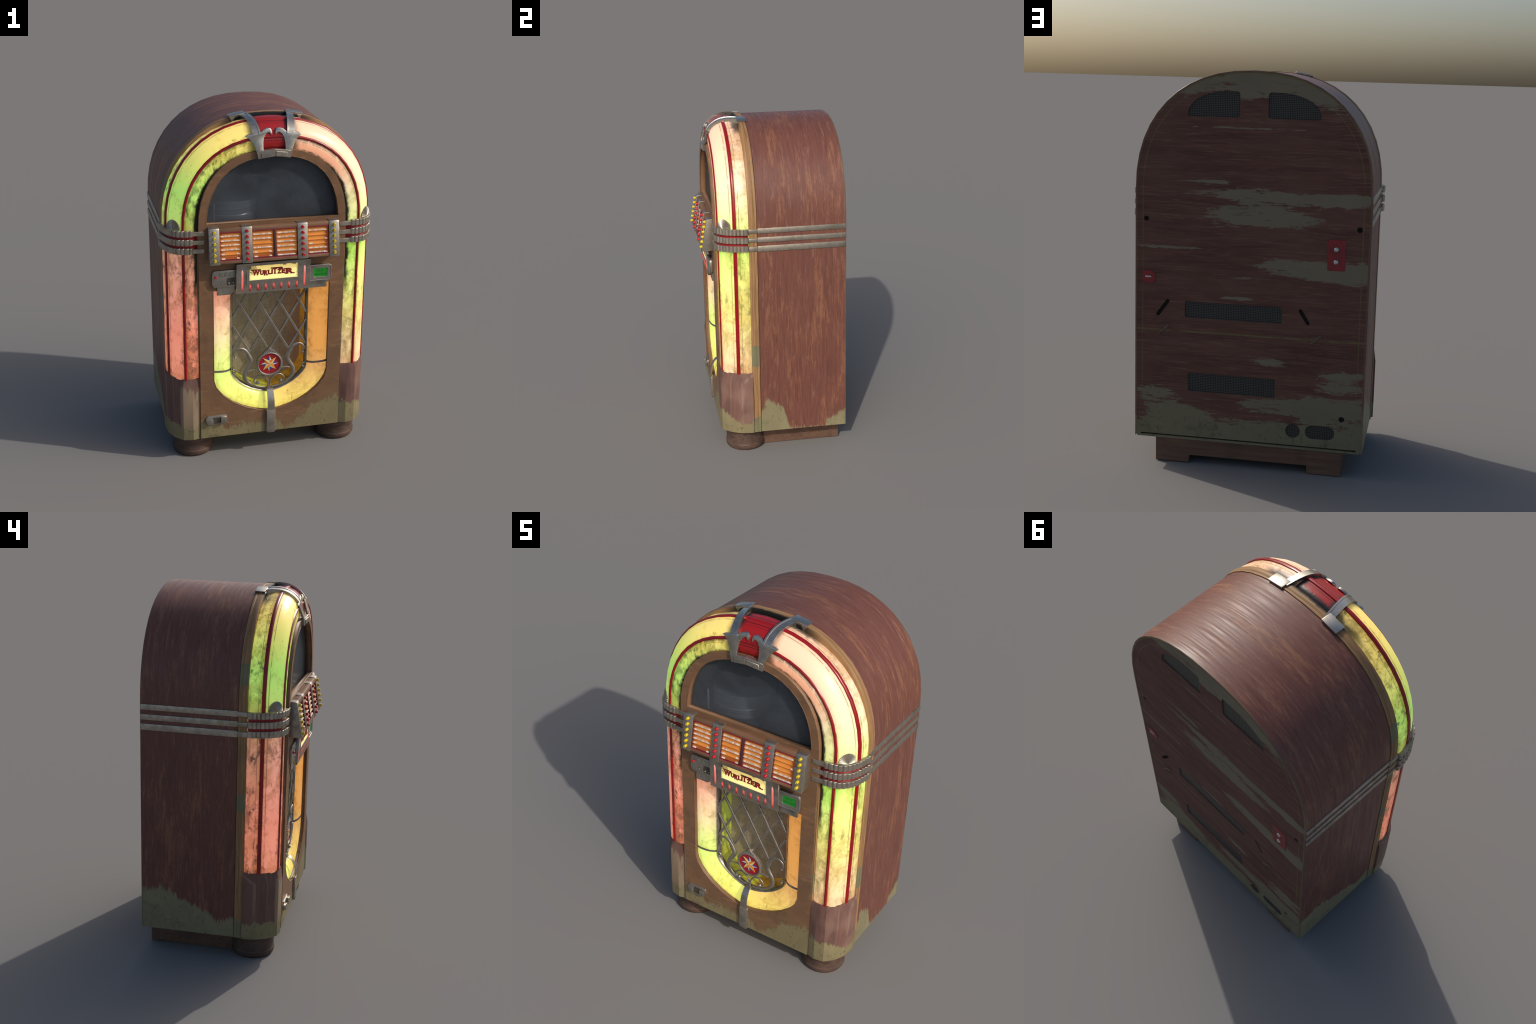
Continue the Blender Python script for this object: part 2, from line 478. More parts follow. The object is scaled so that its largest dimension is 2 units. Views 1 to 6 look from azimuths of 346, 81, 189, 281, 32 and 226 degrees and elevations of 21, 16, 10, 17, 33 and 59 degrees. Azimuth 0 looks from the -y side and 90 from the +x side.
def mat_tube():
    """Lit plastic tubes of the arch and the two columns, with soot along the ribs."""
    m = Mat('lit_tube_plastic')
    d, x, y, z = tube_coords(m)
    cl = m.noise(m.scaled(4, 4, 4, 3.0), 1, 3, 0.5) - 0.5
    zl = z + cl * 0.10
    left_low = m.ramp((zl - 0.5) / 0.9, [(0.0, C(255, 160, 132)), (0.35, C(252, 154, 130)), (0.8, C(238, 170, 150)), (1.0, C(224, 172, 144))])
    zr = zl - m.step(y, -0.30, -0.335) * 0.10 * m.step(z, 0.75, 1.0) + m.step(y, -0.30, -0.335) * 0.22 * m.step(z, 0.75, 1.0)
    right_low = m.ramp((zr - 0.5) / 0.85, [(0.0, C(250, 204, 162)), (0.2, C(250, 220, 164)), (0.42, C(250, 232, 150)), (0.66, C(246, 242, 142)), (0.88, C(220, 244, 130)), (1.0, C(186, 238, 106))])
    left_up = m.ramp((z - 1.4) / 0.6, [(0.0, C(206, 212, 120)), (0.14, C(190, 224, 116)), (0.38, C(180, 226, 112)), (0.55, C(208, 222, 112)), (0.78, C(246, 224, 124)), (1.0, C(248, 212, 124))])
    right_up = m.ramp((zl - 1.4) / 0.6, [(0.0, C(230, 240, 150)), (0.2, C(244, 236, 176)), (0.42, C(250, 226, 188)), (0.75, C(250, 208, 176)), (1.0, C(248, 198, 166))])
    inner = m.step(d, 0.092, 0.12) * m.step(z, 1.55, 1.75)
    right_up = m.mix(inner * 0.75, right_up, C(240, 160, 122))
    right = m.step(x, -0.01, 0.01)
    up = m.step(z, 1.34, 1.35)
    col = m.mix(up, m.mix(right, left_low, right_low), m.mix(right, left_up, right_up))
    # soot: cloudy stain, smudges, fine lines beside the ribs; shade painted in by frame, clasps and moulding
    cloud = m.noise(m.scaled(6, 6, 5, 11.0), 1, 8, 0.72, 0.8)
    sm = m.noise(m.scaled(13, 13, 8, 2.0), 1, 7, 0.72, 0.7)
    sm2 = m.noise(m.scaled(45, 45, 26, 5.0), 1, 5, 0.7, 0.4)
    drag = m.noise(m.scaled(40, 40, 4, 1.0), 1, 4, 0.6)
    clean = m.step(m.noise(m.scaled(2.6, 2.6, 2.2, 4.0), 1, 2, 0.5), 0.40, 0.60)
    back = m.step(y, -0.245, -0.23)                        # outer third, behind the second rib
    mid = m.step(d, 0.085, 0.095)                          # inner third, in front of the first rib
    wide = (1.0 - back) * (1.0 - mid) * up                 # the broad clean face of the arch
    area = 0.03 + back * 0.055 + mid * 0.045 - wide * 0.045 - clean * 0.035 - right * up * 0.02 + (1.0 - up) * 0.02 + (1.0 - right) * 0.015
    rib = m.mx(m.step(m.ab(d - 0.091), 0.035, 0.006), m.step(m.ab(y + 0.238), 0.04, 0.008) * m.step(d, 0.05, 0.03))
    ends = m.mx(m.bump_at(z, 0.521, 0.09), m.bump_at(z, 1.345, 0.16))
    stain = m.step(cloud + (sm2 - 0.5) * 0.30 + area * 1.8 + ends * 0.05 + rib * 0.03, 0.50, 0.74)
    smudge = m.step(sm + (sm2 - 0.5) * 0.55 + area + rib * 0.045 + ends * 0.02, 0.58, 0.80)
    big = m.step(m.noise(m.scaled(9, 9, 5.5, 21.0), 1, 8, 0.75, 0.8) + (sm2 - 0.5) * 0.5 + area * 1.2 - wide * 0.05, 0.57, 0.73) * (0.40 + (1.0 - right) * 0.22)
    smudge = m.mx(smudge, big)
    line = m.mx(m.mx(m.bump_at(d, 0.0805, 0.0022), m.bump_at(d, 0.1035, 0.0026)) * m.step(y, -0.29, -0.30),
                m.mx(m.bump_at(y, -0.262, 0.0034), m.bump_at(y, -0.212, 0.0034)) * m.step(d, 0.06, 0.05))
    line = line * m.step(drag + (sm2 - 0.5) * 0.3, 0.36, 0.52)
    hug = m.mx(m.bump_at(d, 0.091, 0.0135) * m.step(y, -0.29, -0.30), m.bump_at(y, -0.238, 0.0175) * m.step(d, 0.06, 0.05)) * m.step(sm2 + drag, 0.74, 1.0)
    edge_in = m.step(d + (sm - 0.5) * 0.035 + (sm2 - 0.5) * 0.03, 0.136, 0.156) * m.step(z + (sm - 0.5) * 0.3, 0.92, 1.12)  # soot and painted gap shade along the frame
    clasp_shade = m.step(m.ab(x) + (sm - 0.5) * 0.06, 0.160, 0.112) * m.step(z, 1.7, 1.8)  # soft shade round the clasps, put into the colour
    recess_shade = m.step(y + (sm - 0.5) * 0.09, -0.215, -0.180) * m.step(m.ab(x) + (sm - 0.5) * 0.2, 0.36, 0.22) * m.step(z, 1.75, 1.85)  # darkness of the recess before the moulding, painted on
    marks = m.clamp(m.mx(m.mx(smudge * (0.50 + (1.0 - right) * 0.34), line * 0.68), m.mx(m.mx(hug * 0.8, edge_in), m.mx(clasp_shade * 0.85, recess_shade * 0.92))))  # soot and smudges combined with the painted shade
    tinted = m.mix(1.0, col, C(198, 190, 158), 'MULTIPLY')
    warm = m.clamp(stain * 0.72 + rib * 0.22 + ends * 0.12)
    lit = m.mix(warm, col, tinted)
    basec = m.mix(marks, m.mix(1.0, lit, C(212, 210, 206), 'MULTIPLY'), C(46, 50, 44))
    glow = m.mix(marks, lit, C(18, 20, 15))
    m.bump(sm2, 0.06, 0.002)
    return m.set(basec, 0.36, emit=glow, strength=GLOW, spec=0.35)

GLOW = 0.66

def mat_u_tube(name='lit_u_tube', inside=False):
    """Lit U-shaped tube round the speaker."""
    m = Mat(name)
    x, y, z = m.xyz()
    cl = m.noise(m.scaled(5, 5, 5, 3.0), 1, 3, 0.5) - 0.5
    if inside:
        left = m.ramp((z - 0.3) / 0.75, [(0.0, C(196, 190, 56)), (0.3, C(200, 206, 90)), (0.7, C(176, 196, 84)), (1.0, C(170, 134, 60))])
        rightc = m.ramp((z - 0.3) / 0.75, [(0.0, C(176, 140, 46)), (0.3, C(206, 140, 40)), (1.0, C(214, 148, 56))])
    else:
        left = m.ramp((z + cl * 0.06 - 0.25) / 0.8, [(0.0, C(250, 242, 116)), (0.18, C(246, 250, 130)), (0.34, C(226, 250, 130)), (0.48, C(236, 246, 150)),
                                         (0.62, C(246, 226, 172)), (0.85, C(250, 190, 160)), (1.0, C(244, 150, 118))])
        rightc = m.ramp((z + cl * 0.06 - 0.25) / 0.8, [(0.0, C(252, 232, 116)), (0.2, C(250, 208, 118)), (0.34, C(248, 186, 110)), (0.5, C(250, 176, 90)), (1.0, C(246, 168, 86))])
    col = m.mix(m.step(x + cl * 0.03, -0.012, 0.012), left, rightc)
    cloud = m.noise(m.scaled(8, 8, 8, 2.0), 1, 8, 0.72, 0.8)
    sm = m.noise(m.scaled(14, 14, 14, 7.0), 1, 7, 0.72, 0.8)
    sm2 = m.noise(m.scaled(60, 30, 30, 5.0), 1, 5, 0.7, 0.5)
    stain = m.step(cloud + (sm2 - 0.5) * 0.35, 0.44, 0.70)
    marks = m.step(sm + (sm2 - 0.5) * 0.6, 0.59, 0.80) * 0.62
    inner = m.step(m.ab(x), 0.262, 0.238) * m.step(z, 0.5, 0.6)
    marks = m.mx(marks, inner * m.step(sm, 0.4, 0.6) * 0.35)
    marks = m.mx(marks, m.bump_at(x, -0.03, 0.02) * m.step(z, 0.42, 0.38) * 0.35)  # darker band just left of the strap
    if inside:
        marks = m.clamp(m.step(sm + (sm2 - 0.5) * 0.4, 0.45, 0.7) * 0.6 + 0.15)
    lit = m.mix(stain * 0.75, col, m.mix(1.0, col, C(202, 192, 158), 'MULTIPLY'))
    basec = m.mix(marks, m.mix(1.0, lit, C(212, 210, 206), 'MULTIPLY'), C(58, 56, 40))
    glow = m.mix(marks, lit, C(24, 24, 12))
    return m.set(basec, 0.34, emit=glow, strength=0.36 if inside else GLOW * 0.92, spec=0.35)

def mat_flat(name, color, rough=0.45, metal=0.0, emit=None, strength=0.0, spec=0.4, coat=0.0, vary=0.0):
    m = Mat(name)
    if vary:
        n = m.noise(m.scaled(30, 30, 30), 1, 4, 0.6)
        color = m.mix(m.step(n, 0.35, 0.7) * vary, color, C(40, 36, 32))
    return m.set(color, rough, metal, emit, strength, spec, coat)

def mat_red():
    m = Mat('red_plastic_rib')
    n = m.noise(m.scaled(14, 14, 14), 1, 4, 0.6)
    col = m.mix(m.step(n, 0.4, 0.75) * 0.6, C(146, 18, 24), C(84, 13, 17))
    return m.set(col, 0.28, spec=0.5, emit=C(120, 8, 12), strength=0.05)

def mat_crown():
    m = Mat('red_crown_lens')
    d, x, y, z = tube_coords(m)
    n = m.noise(m.scaled(20, 20, 20), 1, 5, 0.65)
    edge = m.mx(m.step(m.ab(x) + (n - 0.5) * 0.03, 0.056, 0.094), m.mx(m.step(d + (n - 0.5) * 0.02, 0.135, 0.158), m.step(y + (n - 0.5) * 0.02, -0.200, -0.176)))  # painted shade towards clasps, frame and moulding
    line = m.mx(m.mx(m.bump_at(d, 0.081, 0.0035), m.bump_at(d, 0.101, 0.0035)) * m.step(y, -0.29, -0.30),
                m.mx(m.mx(m.bump_at(y, -0.262, 0.004), m.bump_at(y, -0.216, 0.004)), m.bump_at(y, -0.276, 0.003) * 0.6) * m.step(d, 0.06, 0.05))
    marks = m.clamp(m.mx(edge, line * 0.9))
    col = m.mix(marks, C(156, 26, 30), C(30, 20, 20))
    wr = m.noise(m.scaled(50, 50, 50, 3.0), 1, 3, 0.6, 1.0)
    m.bump(wr, 0.25, 0.003)
    return m.set(col, 0.3, spec=0.5, emit=m.mix(marks, C(150, 10, 14), C(0, 0, 0)), strength=0.05)

def mat_glass():
    m = Mat('smoked_glass')
    m.n.remove(m.bsdf)
    tr = m.node('ShaderNodeBsdfTransparent')
    tr.inputs[0].default_value = (0.80, 0.82, 0.85, 1)
    pr = m.node('ShaderNodeBsdfPrincipled')
    x, y, z = m.xyz()
    haze = m.noise(m.scaled(4, 4, 5, 2.0), 1, 4, 0.6)
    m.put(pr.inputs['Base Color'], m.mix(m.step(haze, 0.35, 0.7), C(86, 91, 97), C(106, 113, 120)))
    pr.inputs['Roughness'].default_value = 0.22
    mx = m.node('ShaderNodeMixShader')
    mx.inputs[0].default_value = 0.34
    m.l.new(tr.outputs[0], mx.inputs[1])
    m.l.new(pr.outputs[0], mx.inputs[2])
    m.l.new(mx.outputs[0], m.out.inputs[0])
    return m.mat

def mat_mesh_grille():
    m = Mat('wire_mesh')
    x, y, z = m.xyz()
    p = 0.0085
    fx = m.ab(m.math('FRACT', x / p) - 0.5)
    fz = m.ab(m.math('FRACT', z / p) - 0.5)
    wire = m.step(m.mx(fx, fz), 0.30, 0.42)
    col = m.mix(wire, C(28, 28, 27), C(78, 78, 74))
    m.bump(wire, 0.6, 0.002)
    return m.set(col, 0.5, 0.3)

def mat_cloth():
    m = Mat('speaker_cloth')
    x, y, z = m.xyz()
    weave = m.noise(m.scaled(160, 20, 20), 1, 3, 0.6) * 0.5 + m.noise(m.scaled(20, 20, 200), 1, 3, 0.6) * 0.5
    st = m.noise(m.scaled(9, 9, 5, 4.0), 1, 5, 0.65)
    col = m.mix(m.step(st, 0.35, 0.7), C(168, 152, 128), C(124, 112, 96))
    col = m.mix(m.step(weave, 0.45, 0.6) * 0.4, col, C(86, 76, 62))
    # lamp light painted into the cloth: olive glow low on the left, warm on the right
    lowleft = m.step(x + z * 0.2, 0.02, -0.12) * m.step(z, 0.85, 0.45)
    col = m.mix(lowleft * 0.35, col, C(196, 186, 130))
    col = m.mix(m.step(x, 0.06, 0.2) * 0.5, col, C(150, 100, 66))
    return m.set(col, 0.85, spec=0.1, emit=m.mix(m.step(x, -0.12, 0.16), C(122, 112, 88), C(116, 92, 70)), strength=0.22)  # faint emission imitates lamp light on the cloth

def mat_title_back():
    m = Mat('amber_title_lamp')
    x, y, z = m.xyz()
    n = m.noise(m.scaled(10, 10, 20), 1, 3, 0.5)
    col = m.mix(m.step(n, 0.3, 0.7), C(210, 134, 62), C(196, 120, 54))
    edge = m.mx(m.mx(m.step(z, 1.385, 1.406), m.step(z, 1.285, 1.262)), m.step(m.ab(x), 0.27, 0.305))
    col = m.mix(m.clamp(edge * 0.75), col, C(126, 44, 20))
    return m.set(col, 0.5, emit=col, strength=0.21, spec=0.2)

def mat_label():
    m = Mat('typed_title_card')
    x, y, z = m.xyz()
    ink = m.step(m.noise(m.scaled(120, 20, 20, 3.0), 1, 3, 0.7), 0.38, 0.56)
    ph = m.math('FRACT', (x + 0.308) / 0.1555)
    gap = m.step(m.ab(m.ab(x) - m.mx(m.step(m.ab(x), 0.15, 0.16) * 0.245, 0.068)) + (m.noise(m.scaled(9, 2, 60, 1.0), 1, 1, 0.5) - 0.5) * 0.06, 0.040, 0.032)
    col = m.mix(ink * gap * 0.7, C(216, 198, 182), C(128, 112, 104))
    return m.set(col, 0.6, spec=0.2, emit=C(255, 190, 140), strength=0.06)

def mat_redlamp():
    m = Mat('pink_neon_bar')
    x, y, z = m.xyz()
    col = m.ramp((z - 1.045) / 0.14, [(0.0, C(140, 20, 24)), (0.07, C(186, 40, 40)), (0.25, C(244, 112, 100)), (0.6, C(250, 120, 108)), (1.0, C(255, 182, 176))])
    return m.set(col, 0.25, emit=col, strength=0.28, spec=0.5)

def mat_shortlamp():
    m = Mat('pink_neon_stub')
    x, y, z = m.xyz()
    col = m.ramp((z - 1.046) / 0.045, [(0.0, C(120, 16, 18)), (0.3, C(176, 40, 38)), (0.7, C(236, 110, 100)), (1.0, C(206, 60, 56))])
    return m.set(col, 0.25, emit=col, strength=0.22, spec=0.5)

def mat_sign():
    m = Mat('cream_sign_lamp')
    x, y, z = m.xyz()
    n = m.noise(m.scaled(22, 10, 30, 2.0), 1, 5, 0.65)
    col = m.mix(m.step(z, 1.20, 1.12), C(252, 222, 132), C(255, 244, 160))
    ex = m.mx(m.step(m.ab(x) + (n - 0.5) * 0.03, 0.125, 0.142), m.mx(m.step(z + (n - 0.5) * 0.02, 1.19, 1.203), m.step(z, 1.117, 1.110)))
    soot = m.step(n + m.step(z, 1.165, 1.2) * 0.16 + m.step(x, -0.06, -0.13) * 0.1, 0.66, 0.76)
    marks = m.clamp(ex * 0.7 + soot * 0.6)
    basec = m.mix(marks, col, C(88, 80, 52))
    return m.set(basec, 0.4, emit=m.mix(marks, col, C(20, 18, 8)), strength=0.5)

def mat_screen():
    m = Mat('green_display')
    x, y, z = m.xyz()
    word1 = m.bump_at(z, 1.135, 0.007) * m.step(m.ab(x - 0.268), 0.021, 0.018)
    word2 = m.bump_at(z, 1.115, 0.007) * m.step(m.ab(x - 0.272), 0.036, 0.032)
    n = m.noise(m.scaled(130, 10, 60), 1, 2, 0.5)
    t = m.clamp((word1 + word2) * m.step(n, 0.3, 0.45))
    col = m.mix(t * 0.75, C(28, 124, 34), C(22, 66, 30))
    return m.set(col, 0.35, emit=col, strength=0.22)

def mat_badge():
    m = Mat('red_badge_enamel')
    n = m.noise(m.scaled(60, 60, 60), 1, 4, 0.6)
    return m.set(m.mix(m.step(n, 0.4, 0.7), C(168, 30, 40), C(138, 26, 34)), 0.4)

M = dict(
    cabinet=mat_cabinet(), back=mat_back(), front=mat_front(), trim=mat_trim(),
    cap=mat_plainwood('stained_cap_wood', C(98, 72, 66), C(122, 88, 78), C(140, 112, 98), 'z', True),
    foot=mat_plainwood('dark_foot_wood', C(70, 54, 47), C(96, 75, 64), C(64, 52, 46), 'x'),
    rail=mat_plainwood('rail_wood', C(96, 72, 60), C(118, 90, 74), C(84, 64, 56), 'x'),
    moulding=mat_plainwood('selector_moulding', C(112, 82, 62), C(140, 104, 80), C(96, 72, 56), 'x'),
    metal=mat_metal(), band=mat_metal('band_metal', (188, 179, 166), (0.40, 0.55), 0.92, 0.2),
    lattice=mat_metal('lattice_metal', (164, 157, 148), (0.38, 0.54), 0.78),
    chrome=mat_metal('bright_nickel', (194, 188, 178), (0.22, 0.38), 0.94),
    tube=mat_tube(), utube=mat_u_tube(), inner=mat_u_tube('lit_inner_wall', True),
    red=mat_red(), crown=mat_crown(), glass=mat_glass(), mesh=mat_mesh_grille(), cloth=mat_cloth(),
    titles=mat_title_back(), label=mat_label(), neon=mat_redlamp(), stub=mat_shortlamp(), sign=mat_sign(), screen=mat_screen(), badge=mat_badge(),
    black=mat_flat('black_void', C(22, 22, 20), 0.8), soot=mat_flat('soot', C(44, 42, 38), 0.85, spec=0.1),  # last one is a plain dark for linings and the case floor
    plum=mat_flat('plum_enamel', C(84, 44, 54), 0.4), crimson=mat_flat('crimson_line', C(160, 34, 46), 0.4),
    yellow=mat_flat('yellow_button', C(214, 186, 30), 0.3, spec=0.5), redbtn=mat_flat('red_button', C(190, 26, 34), 0.3, spec=0.5),
    redplate=mat_flat('red_terminal_plate', C(140, 42, 44), 0.5, vary=0.35),
    letter=mat_flat('red_lettering', C(150, 38, 30), 0.5), letteredge=mat_flat('letter_outline', C(92, 40, 26), 0.6),  # second colour is the dark outline behind the red letters
    cream=mat_flat('star_cream', C(228, 204, 150), 0.4), orange=mat_flat('star_orange', C(226, 136, 40), 0.4),
    blue=mat_flat('star_blue', C(36, 78, 160), 0.4), white=mat_flat('star_white', C(214, 214, 196), 0.4),
    key=mat_flat('pale_key', C(140, 144, 128), 0.45, vary=0.2),
    inside=mat_flat('changer_lining', C(104, 106, 110), 0.6, vary=0.3), drum=mat_flat('changer_steel', C(196, 198, 200), 0.3, 0.3),
    grip=mat_flat('dull_grip', C(104, 84, 76), 0.5, vary=0.3), silver=mat_flat('silver_screw', C(190, 190, 190), 0.3, 0.8),
)

# ---------------------------------------------------------------- cabinet
ARCH_N = 24
BASE_Z = 0.133

def outline(d, z0=BASE_Z, n=ARCH_N, straight=1):
    """Outline (x, z) from bottom right, over the arch, to bottom left, inset by d."""
    a = HALF - d
    pts = [(a, z0 + (SPRING - z0) * i / straight) for i in range(straight)]
    pts += [arch_pt(d, 2 * i / n) for i in range(n + 1)]
    pts += [(-a, SPRING - (SPRING - z0) * (i + 1) / straight) for i in range(straight)]
    return pts

BACK_Y, SEAM_Y = 0.418, -0.108

def make_cabinet():
    rows = []
    prof = outline(0.0)
    for y, d in ((SEAM_Y, 0.0), (BACK_Y - 0.002, 0.0), (BACK_Y, 0.0015)):
        rows.append([(x, y, z) for x, z in outline(d)])
    # inner lip behind which the back board sits
    rows.append([(x, BACK_Y, z) for x, z in outline(0.010, BASE_Z + 0.008)])
    rows.append([(x, BACK_Y - 0.03, z) for x, z in outline(0.010, BASE_Z + 0.008)])
    add('cabinet_shell', grid(rows), M['cabinet'], smooth=30)
    # underside board closes the case
    add('cabinet_floor', box_mesh(-0.58, 0.58, -0.13, BACK_Y - 0.02, BASE_Z + 0.0005, BASE_Z + 0.02), M['soot'], smooth=0)
    # edge moulding between the shell and the tubes
    rows = []
    for d, y in ((0.012, SEAM_Y - 0.002), (-0.003, SEAM_Y - 0.003), (-0.0045, -0.118), (-0.0015, -0.124), (-0.0045, -0.130), (-0.004, -0.148), (-0.001, -0.156), (0.006, -0.158), (0.055, -0.158)):
        rows.append([(x, y, z) for x, z in outline(d, BASE_Z)])
    add('edge_moulding', grid(rows), M['trim'], smooth=50)

def rounded_rect(x0, x1, z0, z1, r, n=5):
    pts = []
    for cx, cz, a0 in ((x1 - r, z1 - r, 0), (x0 + r, z1 - r, 90), (x0 + r, z0 + r, 180), (x1 - r, z0 + r, 270)):
        for i in range(n + 1):
            a = math.radians(a0 + 90 * i / n)
            pts.append((cx + r * math.cos(a), cz + r * math.sin(a)))
    return pts

def circle_pts(cx, cz, r, n=20):
    return [(cx + r * math.cos(2 * pi * i / n), cz + r * math.sin(2 * pi * i / n)) for i in range(n)]

def quarter_vent(sign):
    """Corner vent under the arch: straight inner and lower edges, curved outer edge."""
    xi, xo, zb, zt = 0.069, 0.325, 1.770, 1.893
    pts = [(xi, zb + 0.012), (xi + 0.004, zb + 0.003), (xi + 0.013, zb)]
    pts += [(xo - 0.010, zb - 0.001), (xo - 0.002, zb + 0.004)]
    for i in range(1, 9):
        a = i / 9 * pi / 2
        pts.append((xi + 0.035 + (xo - xi - 0.035) * math.cos(a) ** 0.92, zb + 0.006 + (zt - zb - 0.006) * math.sin(a) ** 0.95))
    pts += [(xi + 0.012, zt), (xi + 0.003, zt - 0.004), (xi, zt - 0.014)]
    return [(sign * x, z) for x, z in (pts if sign > 0 else pts[::-1])]

def make_back():
    vents = [quarter_vent(1), quarter_vent(-1),
             rounded_rect(-0.163, 0.328, 0.773, 0.856, 0.010),
             rounded_rect(-0.138, 0.308, 0.391, 0.489, 0.012),
             circle_pts(-0.234, 0.227, 0.037), rounded_rect(-0.444, -0.296, 0.193, 0.265, 0.0355, 8)]
    def slot(x0, z0, x1, z1, w):
        a = math.atan2(z1 - z0, x1 - x0)
        pts = []
        for cx, cz, s in ((x1, z1, -90), (x0, z0, 90)):
            for i in range(7):
                t = a + math.radians(s + 180 * i / 6)
                pts.append((cx + w * math.cos(t), cz + w * math.sin(t)))
        return pts
    slots = [slot(0.466, 0.782, 0.416, 0.851, 0.0095), slot(-0.292, 0.784, -0.254, 0.844, 0.0095)]
    holes = [circle_pts(0.528, 1.262, 0.013, 14), circle_pts(-0.527, 1.259, 0.014, 14), circle_pts(-0.476, 0.307, 0.0145, 14)]
    outer = outline(0.0095, 0.1525)
    board = add('back_board', plate_mesh([outer] + vents + slots + holes, BACK_Y - 0.001, BACK_Y - 0.016), M['back'], smooth=0)
    # lower rail of the frame, leaving the dark groove above it open
    add('back_sill', plate_mesh([[(0.572, 0.1435), (-0.572, 0.1435), (-0.572, BASE_Z + 0.0005), (0.572, BASE_Z + 0.0005)]], BACK_Y - 0.0007, BACK_Y - 0.03), M['back'], board, smooth=0)
    for e in (-1, 1):
        xs = sorted((e * 0.553, e * 0.5745))
        add('sill_end', box_mesh(xs[0], xs[1], BACK_Y - 0.03, BACK_Y - 0.0008, 0.1434, 0.1530), M['back'], board, smooth=0)
    # mesh behind every vent, dark behind every slot
    for v in vents:
        xs, zs = [p[0] for p in v], [p[1] for p in v]
        add('vent_mesh', box_mesh(min(xs) - 0.004, max(xs) + 0.004, BACK_Y - 0.016, BACK_Y - 0.0060, min(zs) - 0.004, max(zs) + 0.004), M['mesh'], board, smooth=0)
    for v in slots + holes:
        xs, zs = [p[0] for p in v], [p[1] for p in v]
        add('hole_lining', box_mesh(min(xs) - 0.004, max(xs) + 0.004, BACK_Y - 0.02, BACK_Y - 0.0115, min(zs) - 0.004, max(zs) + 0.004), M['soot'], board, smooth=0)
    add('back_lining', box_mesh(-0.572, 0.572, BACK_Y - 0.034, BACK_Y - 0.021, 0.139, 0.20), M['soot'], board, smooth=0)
    # red terminal plate with two domed screws
    tp = add('terminal_plate', bevel_mesh(prism(rounded_rect(-0.464, -0.377, 1.054, 1.206, 0.009), BACK_Y + 0.0015, BACK_Y - 0.002), 0.0008, 1), M['redplate'])
    dome = lathe_mesh([(0.0125, 0.0), (0.0125, 0.001), (0.0105, 0.004), (0.006, 0.0062), (0.001, 0.007)], 14, 'y')
    for z in (1.158, 1.097):
        add('dome_screw', dome, M['silver'], tp, loc=(-0.4185, BACK_Y + 0.0014, z))
    # half-round red plate with a slot
    dpts = [(0.546, 0.937)] + [(0.512 + 0.033 * math.cos(a), 0.969 + 0.033 * math.sin(a)) for a in [math.radians(-90 - 18 * i) for i in range(11)]] + [(0.546, 1.001)]
    dp = add('coin_release_plate', bevel_mesh(prism(dpts, BACK_Y + 0.0015, BACK_Y - 0.002), 0.0008, 1), M['redplate'])
    add('release_slot', box_mesh(0.501, 0.532, BACK_Y, BACK_Y + 0.0028, 0.9665, 0.9745, 0.0008), M['silver'], dp)
    # two turn knobs: faint ring and a slanted grip
    for cx in (0.437, -0.333):
        ring = rod_mesh([(cx + 0.0345 * math.cos(2 * pi * k / 28), BACK_Y - 0.0008, 0.705 + 0.0345 * math.sin(2 * pi * k / 28)) for k in range(29)], 0.0011, 6)
        add('turn_knob', ring, M['back'], board)
        g = bevel_mesh(prism(slot(0.024, -0.021, -0.024, 0.021, 0.0055), BACK_Y + 0.004, BACK_Y - 0.001), 0.0015, 2)
        for v in g.vertices:
            v.co.x += cx
            v.co.z += 0.705
        add('knob_grip', g, M['grip'], board)

# ---------------------------------------------------------------- base
def make_base():
    prof = [(0.100, BASE_Z + 0.004), (0.1165, BASE_Z + 0.003), (0.1175, 0.042), (0.1190, 0.036), (0.1215, 0.031), (0.1215, 0.014), (0.115, 0.0)]
    me = lathe_mesh(prof, 22)
    for sx in (-1, 1):
        add('foot', me, M['foot'], loc=(sx * 0.438, -0.192, 0), smooth=21)
    for sx in (-1, 1):
        xs = sorted((sx * 0.479, sx * 0.43))
        add('side_rail', box_mesh(xs[0], xs[1], -0.16, 0.355, 0.0, BASE_Z - 0.001, 0.003), M['rail'])
    # back rail with a wide notch between its two ends
    pts = [(-0.4795, 0.0), (-0.307, 0.0), (-0.305, 0.041), (0.303, 0.041), (0.305, 0.0), (0.4795, 0.0), (0.4795, BASE_Z - 0.0012), (-0.4795, BASE_Z - 0.0012)]
    add('back_rail', bevel_mesh(prism(pts, 0.354, 0.394), 0.002, 1), M['rail'])
    add('front_rail', box_mesh(-0.34, 0.34, -0.235, -0.20, 0.085, BASE_Z - 0.001, 0.002), M['foot'])

# ---------------------------------------------------------------- tubes
SECTION = [(0.176, -0.285), (0.171, -0.312), (0.160, -0.324), (0.140, -0.3315), (0.115, -0.3325), (0.098, -0.3285), (0.091, -0.3255), (0.084, -0.3265),
           (0.066, -0.3185), (0.045, -0.302), (0.028, -0.279), (0.018, -0.257), (0.0135, -0.246), (0.011, -0.238), (0.0100, -0.229), (0.005, -0.211), (0.0005, -0.194), (-0.0015, -0.178), (0.002, -0.164), (0.012, -0.151)]
CUT = 0.915     # arch parameter of the two clasps (1 = crown)
CAP_TOP = 0.521

